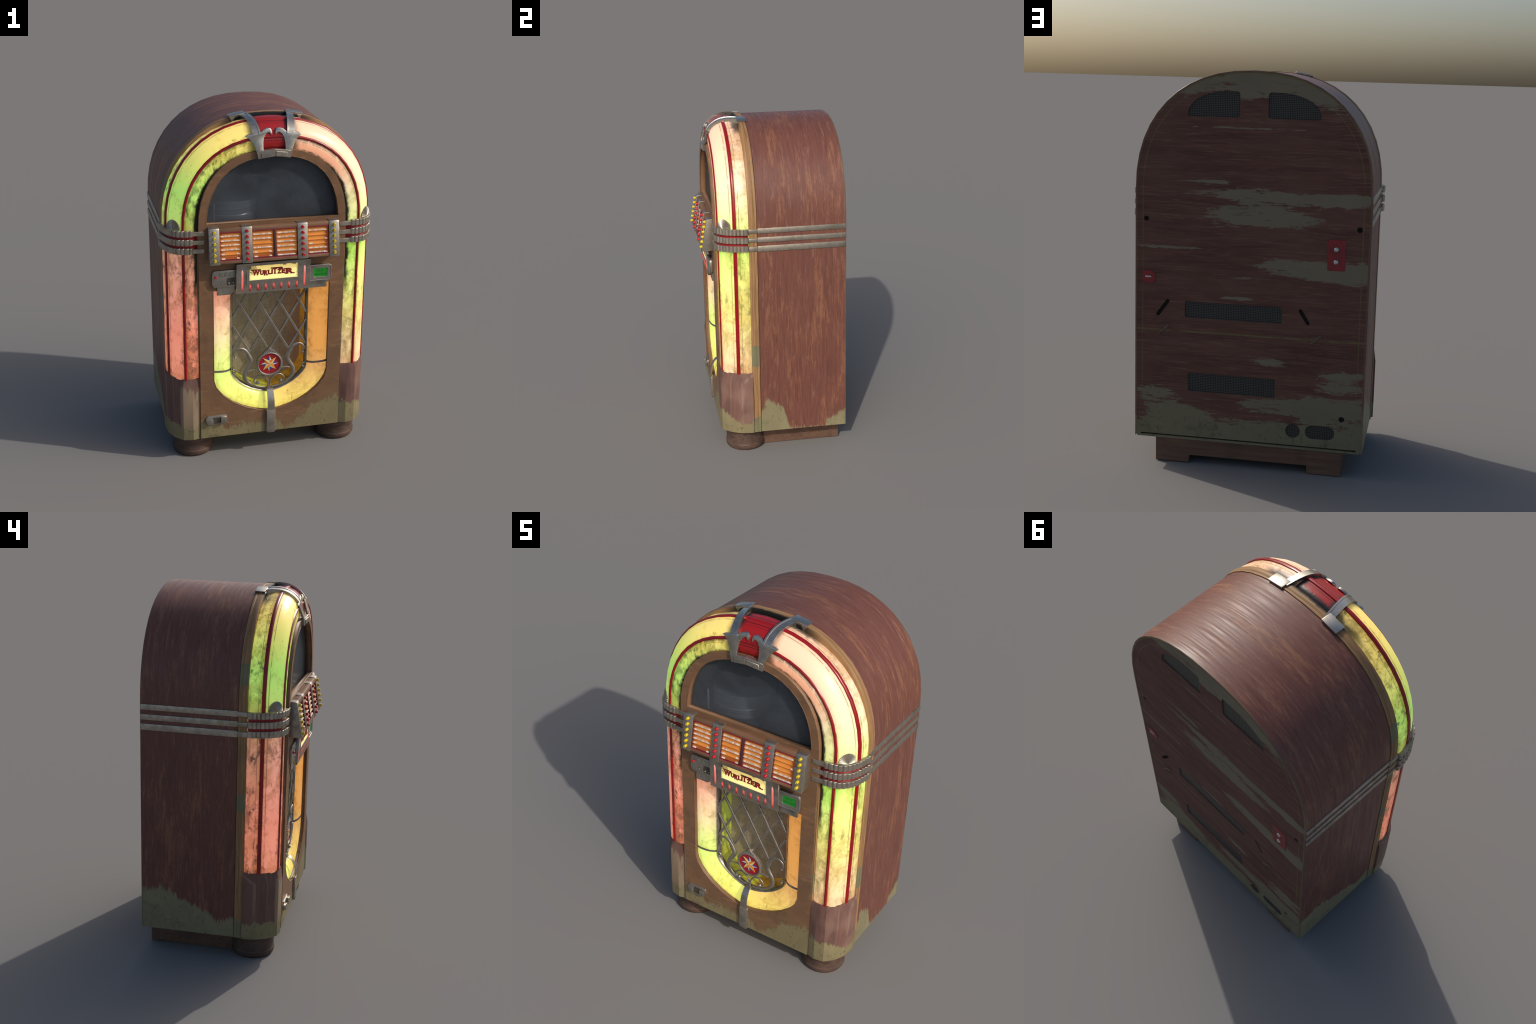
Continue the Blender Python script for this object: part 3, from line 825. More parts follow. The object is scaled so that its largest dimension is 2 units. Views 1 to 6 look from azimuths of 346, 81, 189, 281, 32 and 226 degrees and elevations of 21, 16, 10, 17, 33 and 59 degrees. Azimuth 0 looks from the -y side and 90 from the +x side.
def sweep_section(sec, path):
    """Sweep (d, y) pairs along path items ('z', side, z) or ('t', t)."""
    rows = []
    for item in path:
        row = []
        for d, y in sec:
            if item[0] == 'z':
                row.append((item[1] * (HALF - d), y, item[2]))
            else:
                dip = 0.020 * (1.0 - 0.5 * min(1.0, max(0.0, (min(item[1], 2 - item[1]) - 0.80) / 0.2))) * min(1.0, max(0.0, (y + 0.238) / 0.070)) * math.sin(min(1, item[1], 2 - item[1]) * pi / 2) ** 2
                x, z = arch_pt(d + dip, item[1])
                row.append((x, y, z))
        rows.append(row)
    return grid(rows)

def arch_path(t0, t1, n):
    return [('t', t0 + (t1 - t0) * i / n) for i in range(n + 1)]

def paths():
    n = 11
    up_r = [('z', 1, 1.345)] + arch_path(0, CUT, n)
    up_l = [('z', -1, 1.345)] + arch_path(2, 2 - CUT, n)
    return [[('z', 1, CAP_TOP - 0.004), ('z', 1, 1.345)], [('z', -1, CAP_TOP - 0.004), ('z', -1, 1.345)], up_r, up_l]

def rib_section(i):
    """Half-round rib standing on the tube at stripe i."""
    if i == 0:
        return [(0.0998, -0.3265), (0.0965, -0.3320), (0.091, -0.3340), (0.0855, -0.3320), (0.0822, -0.325)]
    return [(0.0150, -0.2488), (0.0080, -0.2468), (0.0050, -0.238), (0.0045, -0.2295), (0.0112, -0.2270)]

def make_tubes():
    names = ['column_tube', 'column_tube', 'arch_tube', 'arch_tube']
    for nm, p in zip(names, paths()):
        ob = add(nm, sweep_section(SECTION, p), M['tube'], smooth=40)
        for i in (0, 1):
            add('red_rib', sweep_section(rib_section(i), p), M['red'], ob, smooth=60)
    crown = add('crown_lens', sweep_section(SECTION, arch_path(CUT, 2 - CUT, 4)), M['crown'], smooth=40)
    for i in (0, 1):
        add('crown_rib', sweep_section(rib_section(i), arch_path(CUT, 2 - CUT, 4)), M['red'], crown, smooth=60)

def section_xy(off=0.0):
    """Tube section as plan points (x, y) for the +x side, pushed out by off."""
    P = [Vector((HALF - d, y)) for d, y in SECTION[1:-1]]
    out = []
    for i, p in enumerate(P):
        t = (P[min(i + 1, len(P) - 1)] - P[max(i - 1, 0)]).normalized()
        nrm = Vector((t.y, -t.x))
        out.append(p + nrm * off)
    return out

def resample(P, n):
    L = [0.0]
    for a, b in zip(P, P[1:]):
        L.append(L[-1] + (b - a).length)
    out = []
    for i in range(n + 1):
        s = L[-1] * i / n
        k = 0
        while k < len(L) - 2 and L[k + 1] < s:
            k += 1
        f = (s - L[k]) / max(1e-9, L[k + 1] - L[k])
        out.append(P[k].lerp(P[k + 1], min(1, max(0, f))))
    return out

def make_caps():
    """Wooden caps at the foot of the columns, chamfered underneath."""
    for sx in (-1, 1):
        top = [(0.4165, -0.334), (0.455, -0.3385), (0.506, -0.327), (0.551, -0.290), (0.578, -0.238), (0.588, -0.156)]
        low = [(0.4165, -0.337), (0.458, -0.3495), (0.513, -0.340), (0.560, -0.290), (0.590, -0.226), (0.598, -0.156)]
        rows = []
        for z, f in ((CAP_TOP + 0.001, 0.0), (0.455, 1.0), (0.25, 1.0), (BASE_Z + 0.004, 0.92), (BASE_Z, 0.8)):
            P = [(a + (c - a) * f, b + (d - b) * f) for (a, b), (c, d) in zip(top, low)]
            P = [(P[0][0], -0.18)] + P + [(0.57, -0.152)]
            rows.append([(sx * x, y, z) for x, y in P])
        rows.insert(0, [(sx * (0.44 + (abs(x) - 0.44) * 0.8), y * 0.9, z) for x, y, z in rows[0]])
        rows.append([(sx * (0.44 + (abs(x) - 0.44) * 0.6), y * 0.85, z) for x, y, z in rows[-1]])
        add('corner_cap', grid(rows, close_u=False), M['cap'], smooth=24)

def make_bands():
    bands = [(1.385, 1.415), (1.3315, 1.361), (1.276, 1.310)]
    flute_z = [(1.380, 1.4145), (1.3305, 1.3650), (1.281, 1.3155)]
    for sx in (-1, 1):
        # red backing strip seen between the bands
        P = section_xy(0.005)
        rows = [[(sx * p.x, p.y, z) for p in P] for z in (1.287, 1.405)]
        add('red_backing', grid(rows), M['red'], smooth=50)
        for (z0, z1), (f0, f1) in zip(bands, flute_z):
            zm, hh = (f0 + f1) / 2 - 0.002, 0.0148
            # flat strip along the cabinet side
            xs = sorted((sx * 0.578, sx * 0.5885))
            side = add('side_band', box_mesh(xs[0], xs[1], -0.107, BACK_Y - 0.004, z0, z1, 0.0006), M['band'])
            # narrow link across the moulding, and straps at the front
            xs = sorted((sx * 0.575, sx * 0.5925))
            add('band_link', box_mesh(xs[0], xs[1], -0.168, -0.1075, z0 + 0.0035, z1 - 0.0035, 0.002), M['band'], side)
            P = [Vector((0.380, -0.3485)), Vector((0.408, -0.3495)), Vector((0.424, -0.3465)), Vector((0.456, -0.3485))]
            rows = []
            for p in P:
                rows.append([(sx * p.x, p.y + dy, zm + s) for dy, s in ((0, -hh + 0.003), (0, hh - 0.003), (0.016, hh - 0.003), (0.016, -hh + 0.003))])
            add('band_strap', bevel_mesh(grid(rows, close_u=True, caps=True), 0.001, 1), M['band'], side)
            # fluted corner piece
            arc = resample([p for p in section_xy(0.0) if p.x > 0.44 and p.y < -0.157], 48)
            lob = []
            n = len(arc) - 1
            flutes = 12
            for i, p in enumerate(arc):
                t = (arc[min(i + 1, n)] - arc[max(i - 1, 0)]).normalized()
                nrm = Vector((t.y, -t.x))
                ph = (i * flutes / n) % 1.0
                lift = 0.0148 if (ph < 0.01 or ph > 0.99) else (0.0205 if abs(ph - 0.5) < 0.01 else 0.0196)
                fade = 1.0
                lob.append(p + nrm * lift * fade)
            rows = []
            for p, q in zip(lob, arc):
                rows.append([(sx * p.x, p.y, f0), (sx * p.x, p.y, f1), (sx * q.x, q.y, f1), (sx * q.x, q.y, f0)])
            me = grid(rows, close_u=True, caps=True)
            bm = bmesh.new(); bm.from_mesh(me)
            es = [e for e in bm.edges if len(e.link_faces) == 2 and abs(e.verts[0].co.z - e.verts[1].co.z) < 1e-5 and e.calc_face_angle(0) > 1.2]
            bmesh.ops.bevel(bm, geom=es, offset=0.0018, segments=1, affect='EDGES', clamp_overlap=True)
            bm.to_mesh(me); bm.free()
            add('fluted_band', me, M['band'], side, smooth=22)
        # scallop shell standing on the top band between the ribs
        c = Vector((sx * 0.5365, -0.2925, 1.416))
        nrm = Vector((sx * 0.70, -0.714, 0)).normalized()
        tang = Vector((0.714 * sx, 0.70, 0)).normalized()
        rays = 17
        rows = []
        for k in range(2 * rays + 1):
            a = pi * k / (2 * rays)
            ridge = 1.0 if k % 2 else 0.0
            row = []
            for j, f in enumerate((0.0, 0.25, 0.5, 0.75, 0.92, 1.0, 1.0)):
                r = f * (0.0525 + 0.0018 * ridge)
                h = 0.016 - 0.010 * f * f + ridge * 0.0040 * f
                if j == 6:
                    h = -0.012
                p = c + tang * (r * math.cos(a) * 0.82) + Vector((0, 0, 1)) * (r * math.sin(a)) + nrm * h
                row.append(tuple(p))
            rows.append(row)
        add('scallop_shell', grid(rows), M['band'], smooth=18)

# ---------------------------------------------------------------- front panel
U_OUT = dict(a=0.3345, zc=0.502, b=0.230, n=1.7)
U_IN = dict(a=0.227, zc=0.520, b=0.152, n=1.6)

def u_curve(q, top=1.055, n=12, inset=0.0):
    """U outline from top right down and round to top left."""
    a, b = q['a'] - inset, q['b'] - inset
    pts = [(a, top)]
    for i in range(n + 1):
        th = pi * i / n
        c, s = math.cos(th), math.sin(th)
        pts.append((a * math.copysign(abs(c) ** (2 / q['n']), c), q['zc'] - b * abs(s) ** (2 / q['n'])))
    pts.append((-a, top))
    return pts

def window_arch(a, b, n, z0, k=20):
    pts = [(a, z0)]
    for i in range(k + 1):
        th = pi * i / k
        c, s = math.cos(th), math.sin(th)
        pts.append((a * math.copysign(abs(c) ** (2 / n), c), SPRING + b * abs(s) ** (2 / n)))
    pts.append((-a, z0))
    return [p for p in pts if p[1] >= z0 - 1e-6]

def make_front():
    outer = [(0.4135, BASE_Z + 0.003)] + window_arch(0.4120, 0.437, 2.4, SPRING) + [(-0.4135, BASE_Z + 0.003)]
    win = [(0.370, 1.444)] + [p for p in window_arch(0.370, 0.402, 2.4, 1.447)] + [(-0.370, 1.444)]
    win = [p for i, p in enumerate(win) if i == 0 or abs(p[0] - win[i - 1][0]) + abs(p[1] - win[i - 1][1]) > 1e-4]
    me = plate_mesh([outer, win, u_curve(U_OUT)], -0.345, -0.296)
    panel = add('front_panel', me, M['front'], smooth=0)
    # a small rounded bead round the U opening and along the window opening
    for pts, nm in ((u_curve(U_OUT), 'opening_bead'), (win + [win[0]], 'window_bead')):
        add(nm, rod_mesh([(x, -0.3438, z) for x, z in pts], 0.0024, 6), M['front'], panel)
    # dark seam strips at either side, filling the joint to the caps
    for sx in (-1, 1):
        xs = sorted((sx * 0.4120, sx * 0.4185))
        add('seam_filler', box_mesh(xs[0], xs[1], -0.335, -0.29, BASE_Z + 0.004, SPRING), M['trim'], panel, smooth=0)
    # glass
    g = window_arch(0.376, 0.408, 2.4, 1.438)
    add('window_glass', prism(g, -0.310, -0.306), M['glass'], panel, smooth=0)
    # record changer behind the glass
    lining = []
    for y, s in ((-0.297, 1.0), (0.10, 1.0)):
        lining.append([(x * s, y, z) for x, z in window_arch(0.40, 0.425, 2.4, 1.395) ])
    box = grid(lining, caps=False)
    ch = add('record_changer', box, M['inside'], smooth=40)
    add('changer_back', prism(window_arch(0.40, 0.425, 2.4, 1.395), 0.098, 0.104), M['inside'], ch, smooth=0)
    add('changer_deck', box_mesh(-0.40, 0.40, -0.30, 0.10, 1.385, 1.396), M['inside'], ch, smooth=0)
    drum = lathe_mesh([(0.160, 1.396), (0.160, 1.42), (0.163, 1.425), (0.163, 1.445), (0.160, 1.45), (0.160, 1.475), (0.165, 1.480), (0.165, 1.515), (0.1665, 1.520), (0.164, 1.5225), (0.158, 1.521), (0.02, 1.520)], 48)
    add('record_drum', drum, M['drum'], ch, loc=(-0.198, -0.075, 0), smooth=30)
    add('guide_post', lathe_mesh([(0.0055, 1.396), (0.0055, 1.522), (0.003, 1.525)], 12), M['drum'], ch, loc=(-0.308, -0.245, 0))
    add('tonearm', rod_mesh([(-0.04, 0.0, 1.60), (0.03, -0.03, 1.597), (0.09, -0.05, 1.588)], [0.006, 0.006, 0.010], 10), M['drum'], ch)
    add('tonearm_post', lathe_mesh([(0.022, 1.396), (0.022, 1.59), (0.012, 1.60), (0.012, 1.655)], 20), M['inside'], ch, loc=(-0.02, 0.01, 0))
    add('lift_post', lathe_mesh([(0.010, 1.396), (0.010, 1.60), (0.018, 1.604), (0.018, 1.610)], 16), M['inside'], ch, loc=(0.20, 0.0, 0))
    add('turntable', lathe_mesh([(0.14, 1.396), (0.142, 1.41), (0.138, 1.416), (0.02, 1.416), (0.006, 1.418), (0.004, 1.43)], 40), M['inside'], ch, loc=(0.10, -0.13, 0))

# ---------------------------------------------------------------- selector panel
def slope_y(z, off=0.0):
    """Sloping front of the selector: leans forward towards the bottom."""
    return -0.377 - (1.426 - z) * (0.033 / 0.192) + off

def make_selector():
    zt, zb = 1.4245, 1.236
    # backing body with moulding above and below the title bays
    body = mesh_of([(sx * 0.352, y, z) for sx in (1, -1) for y, z in ((-0.340, zt), (slope_y(zt, 0.016), zt), (slope_y(zb, 0.016), zb), (-0.340, zb))],
                   [(0, 1, 2, 3), (7, 6, 5, 4), (0, 4, 5, 1), (1, 5, 6, 2), (2, 6, 7, 3), (3, 7, 4, 0)])
    sel = add('selector_panel', body, M['moulding'], smooth=0)
    def bar(z0, z1, offy, depth, mat, name, x0=-0.352, x1=0.352, bev=0.002):
        rows = []
        for z, o in ((z0, offy), (z1, offy), (z1, offy + depth), (z0, offy + depth)):
            rows.append([(x0, slope_y(z, o), z), (x1, slope_y(z, o), z)])
        me = mesh_of([p for r in rows for p in r], [(0, 1, 3, 2), (2, 3, 5, 4), (4, 5, 7, 6), (6, 7, 1, 0), (0, 2, 4, 6), (1, 7, 5, 3)])
        if bev:
            bevel_mesh(me, bev)
        return add(name, me, mat, sel)
    bar(1.4045, 1.4265, 0.0005, 0.03, M['moulding'], 'upper_moulding', bev=0.005)
    bar(1.2345, 1.2525, 0.0005, 0.03, M['moulding'], 'lower_moulding', bev=0.004)
    bar(1.4015, 1.4055, 0.0025, 0.014, M['crimson'], 'crimson_line', bev=0)
    bar(1.2515, 1.2545, 0.0015, 0.014, M['crimson'], 'crimson_line', bev=0)
    bar(1.3985, 1.4020, 0.0040, 0.012, M['plum'], 'plum_line', bev=0)
    bar(1.2540, 1.2590, 0.0032, 0.012, M['plum'], 'plum_line', bev=0)
    bar(1.2545, 1.404, 0.001, 0.014, M['plum'], 'bay_divider', -0.0048, 0.0048, 0.001)
    # four bays with six louvred title strips each
    bays = [(-0.308, -0.182), (-0.1275, -0.0048), (0.0048, 0.1275), (0.182, 0.308)]
    bare = {(0, 4): 'ends', (0, 5): 'ends', (1, 2): 'none', (1, 4): 'ends', (1, 5): 'ends', (3, 1): 'none', (3, 2): 'right', (3, 3): 'left', (2, 9): 'none'}
    pitch = 0.1445 / 6
    for b, (x0, x1) in enumerate(bays):
        for xe, s in ((x0, 1), (x1, -1)):
            xs = sorted((xe, xe + s * 0.004))
            bar(1.2545, 1.404, 0.003, 0.013, M['plum'], 'bay_side', xs[0], xs[1], 0)
        for r in range(6):
            z1 = 1.4025 - r * pitch
            z0 = z1 - pitch
            # amber strip leaning back at the top, over a ledge that carries the card
            zm = z0 + pitch * 0.24
            def q(z, o): return slope_y(z, o)
            xa, xb = x0 + 0.004, x1 - 0.004
            v = [(xa, q(z1, 0.0150), z1), (xb, q(z1, 0.0150), z1), (xa, q(zm, 0.0115), zm), (xb, q(zm, 0.0115), zm),
                 (xa, q(z0, 0.0050), z0), (xb, q(z0, 0.0050), z0), (xa, q(z0, 0.016), z0 - 0.0006), (xb, q(z0, 0.016), z0 - 0.0006)]
            st = add('title_strip', mesh_of(v, [(0, 1, 3, 2), (2, 3, 5, 4), (4, 5, 7, 6)], fix=False), M['titles'], sel, smooth=0)
            kind = bare.get((b, r), 'full')
            if kind == 'none':
                continue
            L = xb - xa
            spans = {'full': [(0.06, 0.90 + 0.05 * rng.random())], 'ends': [(0.07, 0.24), (0.78, 0.92)] if rng.random() < 0.7 else [(0.07, 0.22)],
                     'left': [(0.06, 0.24)], 'right': [(0.82, 0.93)]}[kind]
            for s0, s1 in spans:
                a, c = xa + L * s0, xa + L * s1
                lo, hi = z0 + 0.0009, zm - 0.0002
                verts = []
                for dz, o in ((0, 0.0), (0.0009, 0.0)):
                    for xx, zz, oo in ((a, lo, 0.0036), (c, lo, 0.0036), (c, hi, 0.0108), (a, hi, 0.0108)):
                        verts.append((xx, q(zz, oo), zz + dz))
                me = mesh_of(verts, [(0, 1, 2, 3), (4, 5, 6, 7), (0, 1, 5, 4), (1, 2, 6, 5), (2, 3, 7, 6), (3, 0, 4, 7)])
                add('title_card', me, M['label'], sel, smooth=0)
    # four nickel columns with six push buttons each
    button = lathe_mesh([(0.0082, 0.0), (0.0082, -0.010), (0.0078, -0.0135), (0.0064, -0.0152), (0.0036, -0.0153), (0.0028, -0.0148), (0.0005, -0.0148)], 16, 'y')
    bm_y, bm_r = button, button.copy()
    for cx, mesh, mat in ((-0.3345, bm_y, M['yellow']), (-0.155, bm_r, M['redbtn']), (0.155, bm_r, M['redbtn']), (0.3345, bm_y, M['yellow'])):
        z0, z1 = 1.2335, 1.4275
        v = [(cx + s * 0.0285, y, z) for s in (-1, 1) for y, z in ((-0.338, z1 + 0.004), (slope_y(z1, 0.002), z1 + 0.001), (slope_y(z1 - 0.006, -0.0022), z1 - 0.006), (slope_y(z0, -0.0022), z0), (-0.338, z0 + 0.003))]
        f = [(0, 1, 2, 3, 4), (9, 8, 7, 6, 5)] + [(i, i + 5, (i + 1) % 5 + 5, (i + 1) % 5) for i in range(5)]
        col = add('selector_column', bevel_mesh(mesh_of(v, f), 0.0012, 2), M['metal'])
        for i in range(6):
            z = 1.4085 - i * 0.0303
            add('push_button', mesh, mat, col, loc=(cx, slope_y(z, -0.001), z))

# ---------------------------------------------------------------- sign plate and side panels
def text_mesh(body, size, offset, extrude):
    cu = bpy.data.curves.new('words', 'FONT')
    cu.body = body
    cu.size = size
    cu.offset = offset
    cu.extrude = extrude
    cu.resolution_u = 3
    ob = bpy.data.objects.new('words', cu)
    bpy.context.scene.collection.objects.link(ob)
    dg = bpy.context.evaluated_depsgraph_get()
    me = bpy.data.meshes.new_from_object(ob.evaluated_get(dg))
    bpy.data.objects.remove(ob)
    bpy.data.curves.remove(cu)
    me.materials.clear()
    return me

def fit(me, x0, x1, z0, z1, y):
    """Stand a flat text mesh up in the xz plane inside a box."""
    xs = [v.co.x for v in me.vertices]
    ys = [v.co.y for v in me.vertices]
    for v in me.vertices:
        fx = (v.co.x - min(xs)) / (max(xs) - min(xs))
        fz = (v.co.y - min(ys)) / (max(ys) - min(ys))
        v.co = (x0 + (x1 - x0) * fx, y - v.co.z, z0 + (z1 - z0) * fz)
    return me

def plate_y(z, off=0.0):
    return -0.3765 + (1.213 - z) * (0.0085 / 0.176) + off

def make_sign():
    z0, z1 = 1.037, 1.2135
    outer = [(-0.2095, z0), (0.2095, z0), (0.2095, z1), (-0.2095, z1)]
    win = [(-0.138, 1.112), (0.138, 1.112), (0.138, 1.1985), (-0.138, 1.1985)]
    me = plate_mesh([outer, win], -0.3765, -0.340)
    for v in me.vertices:
        if v.co.y < -0.36:
            v.co.y = plate_y(v.co.z)
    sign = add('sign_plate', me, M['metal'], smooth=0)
    add('plate_lip', rod_mesh([(-0.2085, plate_y(z1) + 0.001, z1 - 0.001), (0.2085, plate_y(z1) + 0.001, z1 - 0.001)], 0.0020, 6), M['chrome'], sign)
    add('sign_window', box_mesh(-0.140, 0.140, -0.3715, -0.355, 1.110, 1.2005), M['sign'], sign, smooth=0)
    # lettering: small capitals that rise in the middle, with slab serifs and a dark edge
    y = -0.3720
    spec = [('W', -0.120, -0.079, 1.141, 1.1735), ('U', -0.0765, -0.0575, 1.1420, 1.1660), ('R', -0.0545, -0.0335, 1.1370, 1.1660),
            ('L', -0.0325, -0.0150, 1.1420, 1.1660), ('I', -0.0125, -0.0065, 1.1430, 1.1680), ('T', -0.0055, 0.0185, 1.1425, 1.1770),
            ('Z', 0.0205, 0.0430, 1.1420, 1.1660), ('E', 0.0460, 0.0650, 1.1425, 1.1665), ('R', 0.0700, 0.1130, 1.1370, 1.1680)]
    for layer, (mat, grow, dy) in enumerate(((M['letteredge'], 0.0014, 0.0), (M['letter'], 0.0, -0.0007))):
        parts = []
        for ch, a, b, lo, hi in spec:
            parts.append(fit(text_mesh(ch, 1.0, 0.058, 0.0008), a - grow, b + grow, lo - grow, hi + grow, y + dy))
        serif = [(-0.124, -0.106, 1.1705, 1.1740), (-0.093, -0.075, 1.1705, 1.1740), (-0.080, -0.070, 1.1635, 1.1665), (-0.064, -0.0545, 1.1635, 1.1665),
                 (-0.036, -0.026, 1.1635, 1.1665), (-0.016, 0.046, 1.1740, 1.1785), (0.002, 0.012, 1.1425, 1.1455), (0.028, 0.050, 1.1690, 1.1745),
                 (0.062, 0.072, 1.1650, 1.1685), (0.064, 0.082, 1.1370, 1.1400), (0.100, 0.118, 1.1370, 1.1400)]
        for a, b, lo, hi in serif:
            parts.append(box_mesh(a - grow, b + grow, y + dy - 0.0009, y + dy + 0.0009, lo - grow, hi + grow))
        ob = add('lettering', join(parts), mat, sign, smooth=0)
    # neon bars: two long, seven short
    def neon(x, zt, zb, mat, name):
        k = 7
        path = []
        for i in range(k + 1):
            z = zt + (zb - zt) * i / k
            bulge = math.sin(pi * i / k) ** 0.6 * 0.0022
            path.append((x, plate_y(z, 0.0026 - bulge), z))
        add(name, rod_mesh(path, [0.0058] + [0.0064] * (k - 1) + [0.0060], 10, 0.42), mat, sign)
    neon(-0.1775, 1.183, 1.047, M['neon'], 'long_neon_bar')
    neon(0.1755, 1.183, 1.047, M['neon'], 'long_neon_bar')
    for i in range(7):
        neon(-0.133 + i * 0.04425, 1.0905, 1.047, M['stub'], 'short_neon_bar')
    add('scored_line', box_mesh(-0.1535, -0.1505, -0.3765, -0.370, 1.088, 1.178, 0.0005), M['chrome'], sign)
    # coin panel, left
    pts = [(-0.2097, 1.178), (-0.330, 1.178), (-0.3425, 1.1640), (-0.3425, 1.0980), (-0.331, 1.080), (-0.2097, 1.080)]
    coin = add('coin_panel', bevel_mesh(prism(pts, -0.3585, -0.343), 0.002, 2), M['metal'])
    for x in (-0.292, -0.262, -0.233):
        add('pale_key', box_mesh(x - 0.0115, x + 0.0115, -0.3605, -0.357, 1.1435, 1.1665, 0.0012), M['key'], coin)
    add('coin_well_plate', bevel_mesh(prism([(-0.2600, 1.132), (-0.2150, 1.134), (-0.2150, 1.092), (-0.2580, 1.090), (-0.2620, 1.110)], -0.3592, -0.350), 0.0006, 1), mat_flat('dark_well_plate', C(78, 74, 68), 0.5, 0.3, vary=0.3), coin)  # dark raised plate stands in for the sunken coin well
    for x, z, w in ((-0.250, 1.102, 0.006), (-0.226, 1.104, 0.004), (-0.288, 1.104, 0.004)):
        add('coin_stud', lathe_mesh([(w, 0.0), (w * 0.8, -0.003), (w * 0.3, -0.004)], 10, 'y'), M['metal'], coin, loc=(x, -0.3588, z))
    add('coin_button', lathe_mesh([(0.0072, 0.0), (0.0072, -0.010), (0.0058, -0.012), (0.001, -0.0125)], 14, 'y'), M['redbtn'], coin, loc=(-0.3245, -0.3575, 1.142))
    flap = [(-0.314, 1.082), (-0.314, 1.030), (-0.246, 1.030), (-0.228, 1.038), (-0.217, 1.056), (-0.2150, 1.082)]
    add('coin_flap', bevel_mesh(prism(flap, -0.3520, -0.3400), 0.0012, 1), M['metal'], coin)
    # display panel, right
    pts = [(0.2097, 1.170), (0.318, 1.170), (0.328, 1.165), (0.332, 1.154), (0.332, 1.098), (0.328, 1.086), (0.318, 1.081), (0.2097, 1.081)]
    fr = plate_mesh([pts, rounded_rect(0.231, 0.311, 1.099, 1.152, 0.006, 3)], -0.3685, -0.343)
    disp = add('display_panel', fr, M['metal'], smooth=0)
    add('display_rim', rod_mesh([(x, -0.3675, z) for x, z in pts + [pts[0]]], 0.0035, 8), M['metal'], disp)
    add('green_display', box_mesh(0.228, 0.314, -0.3655, -0.356, 1.096, 1.155), M['screen'], disp, smooth=0)
    add('display_flap', bevel_mesh(prism([(0.205, 1.083), (0.205, 1.030), (0.313, 1.030), (0.313, 1.083)], -0.3525, -0.340), 0.001, 1), M['metal'], disp)

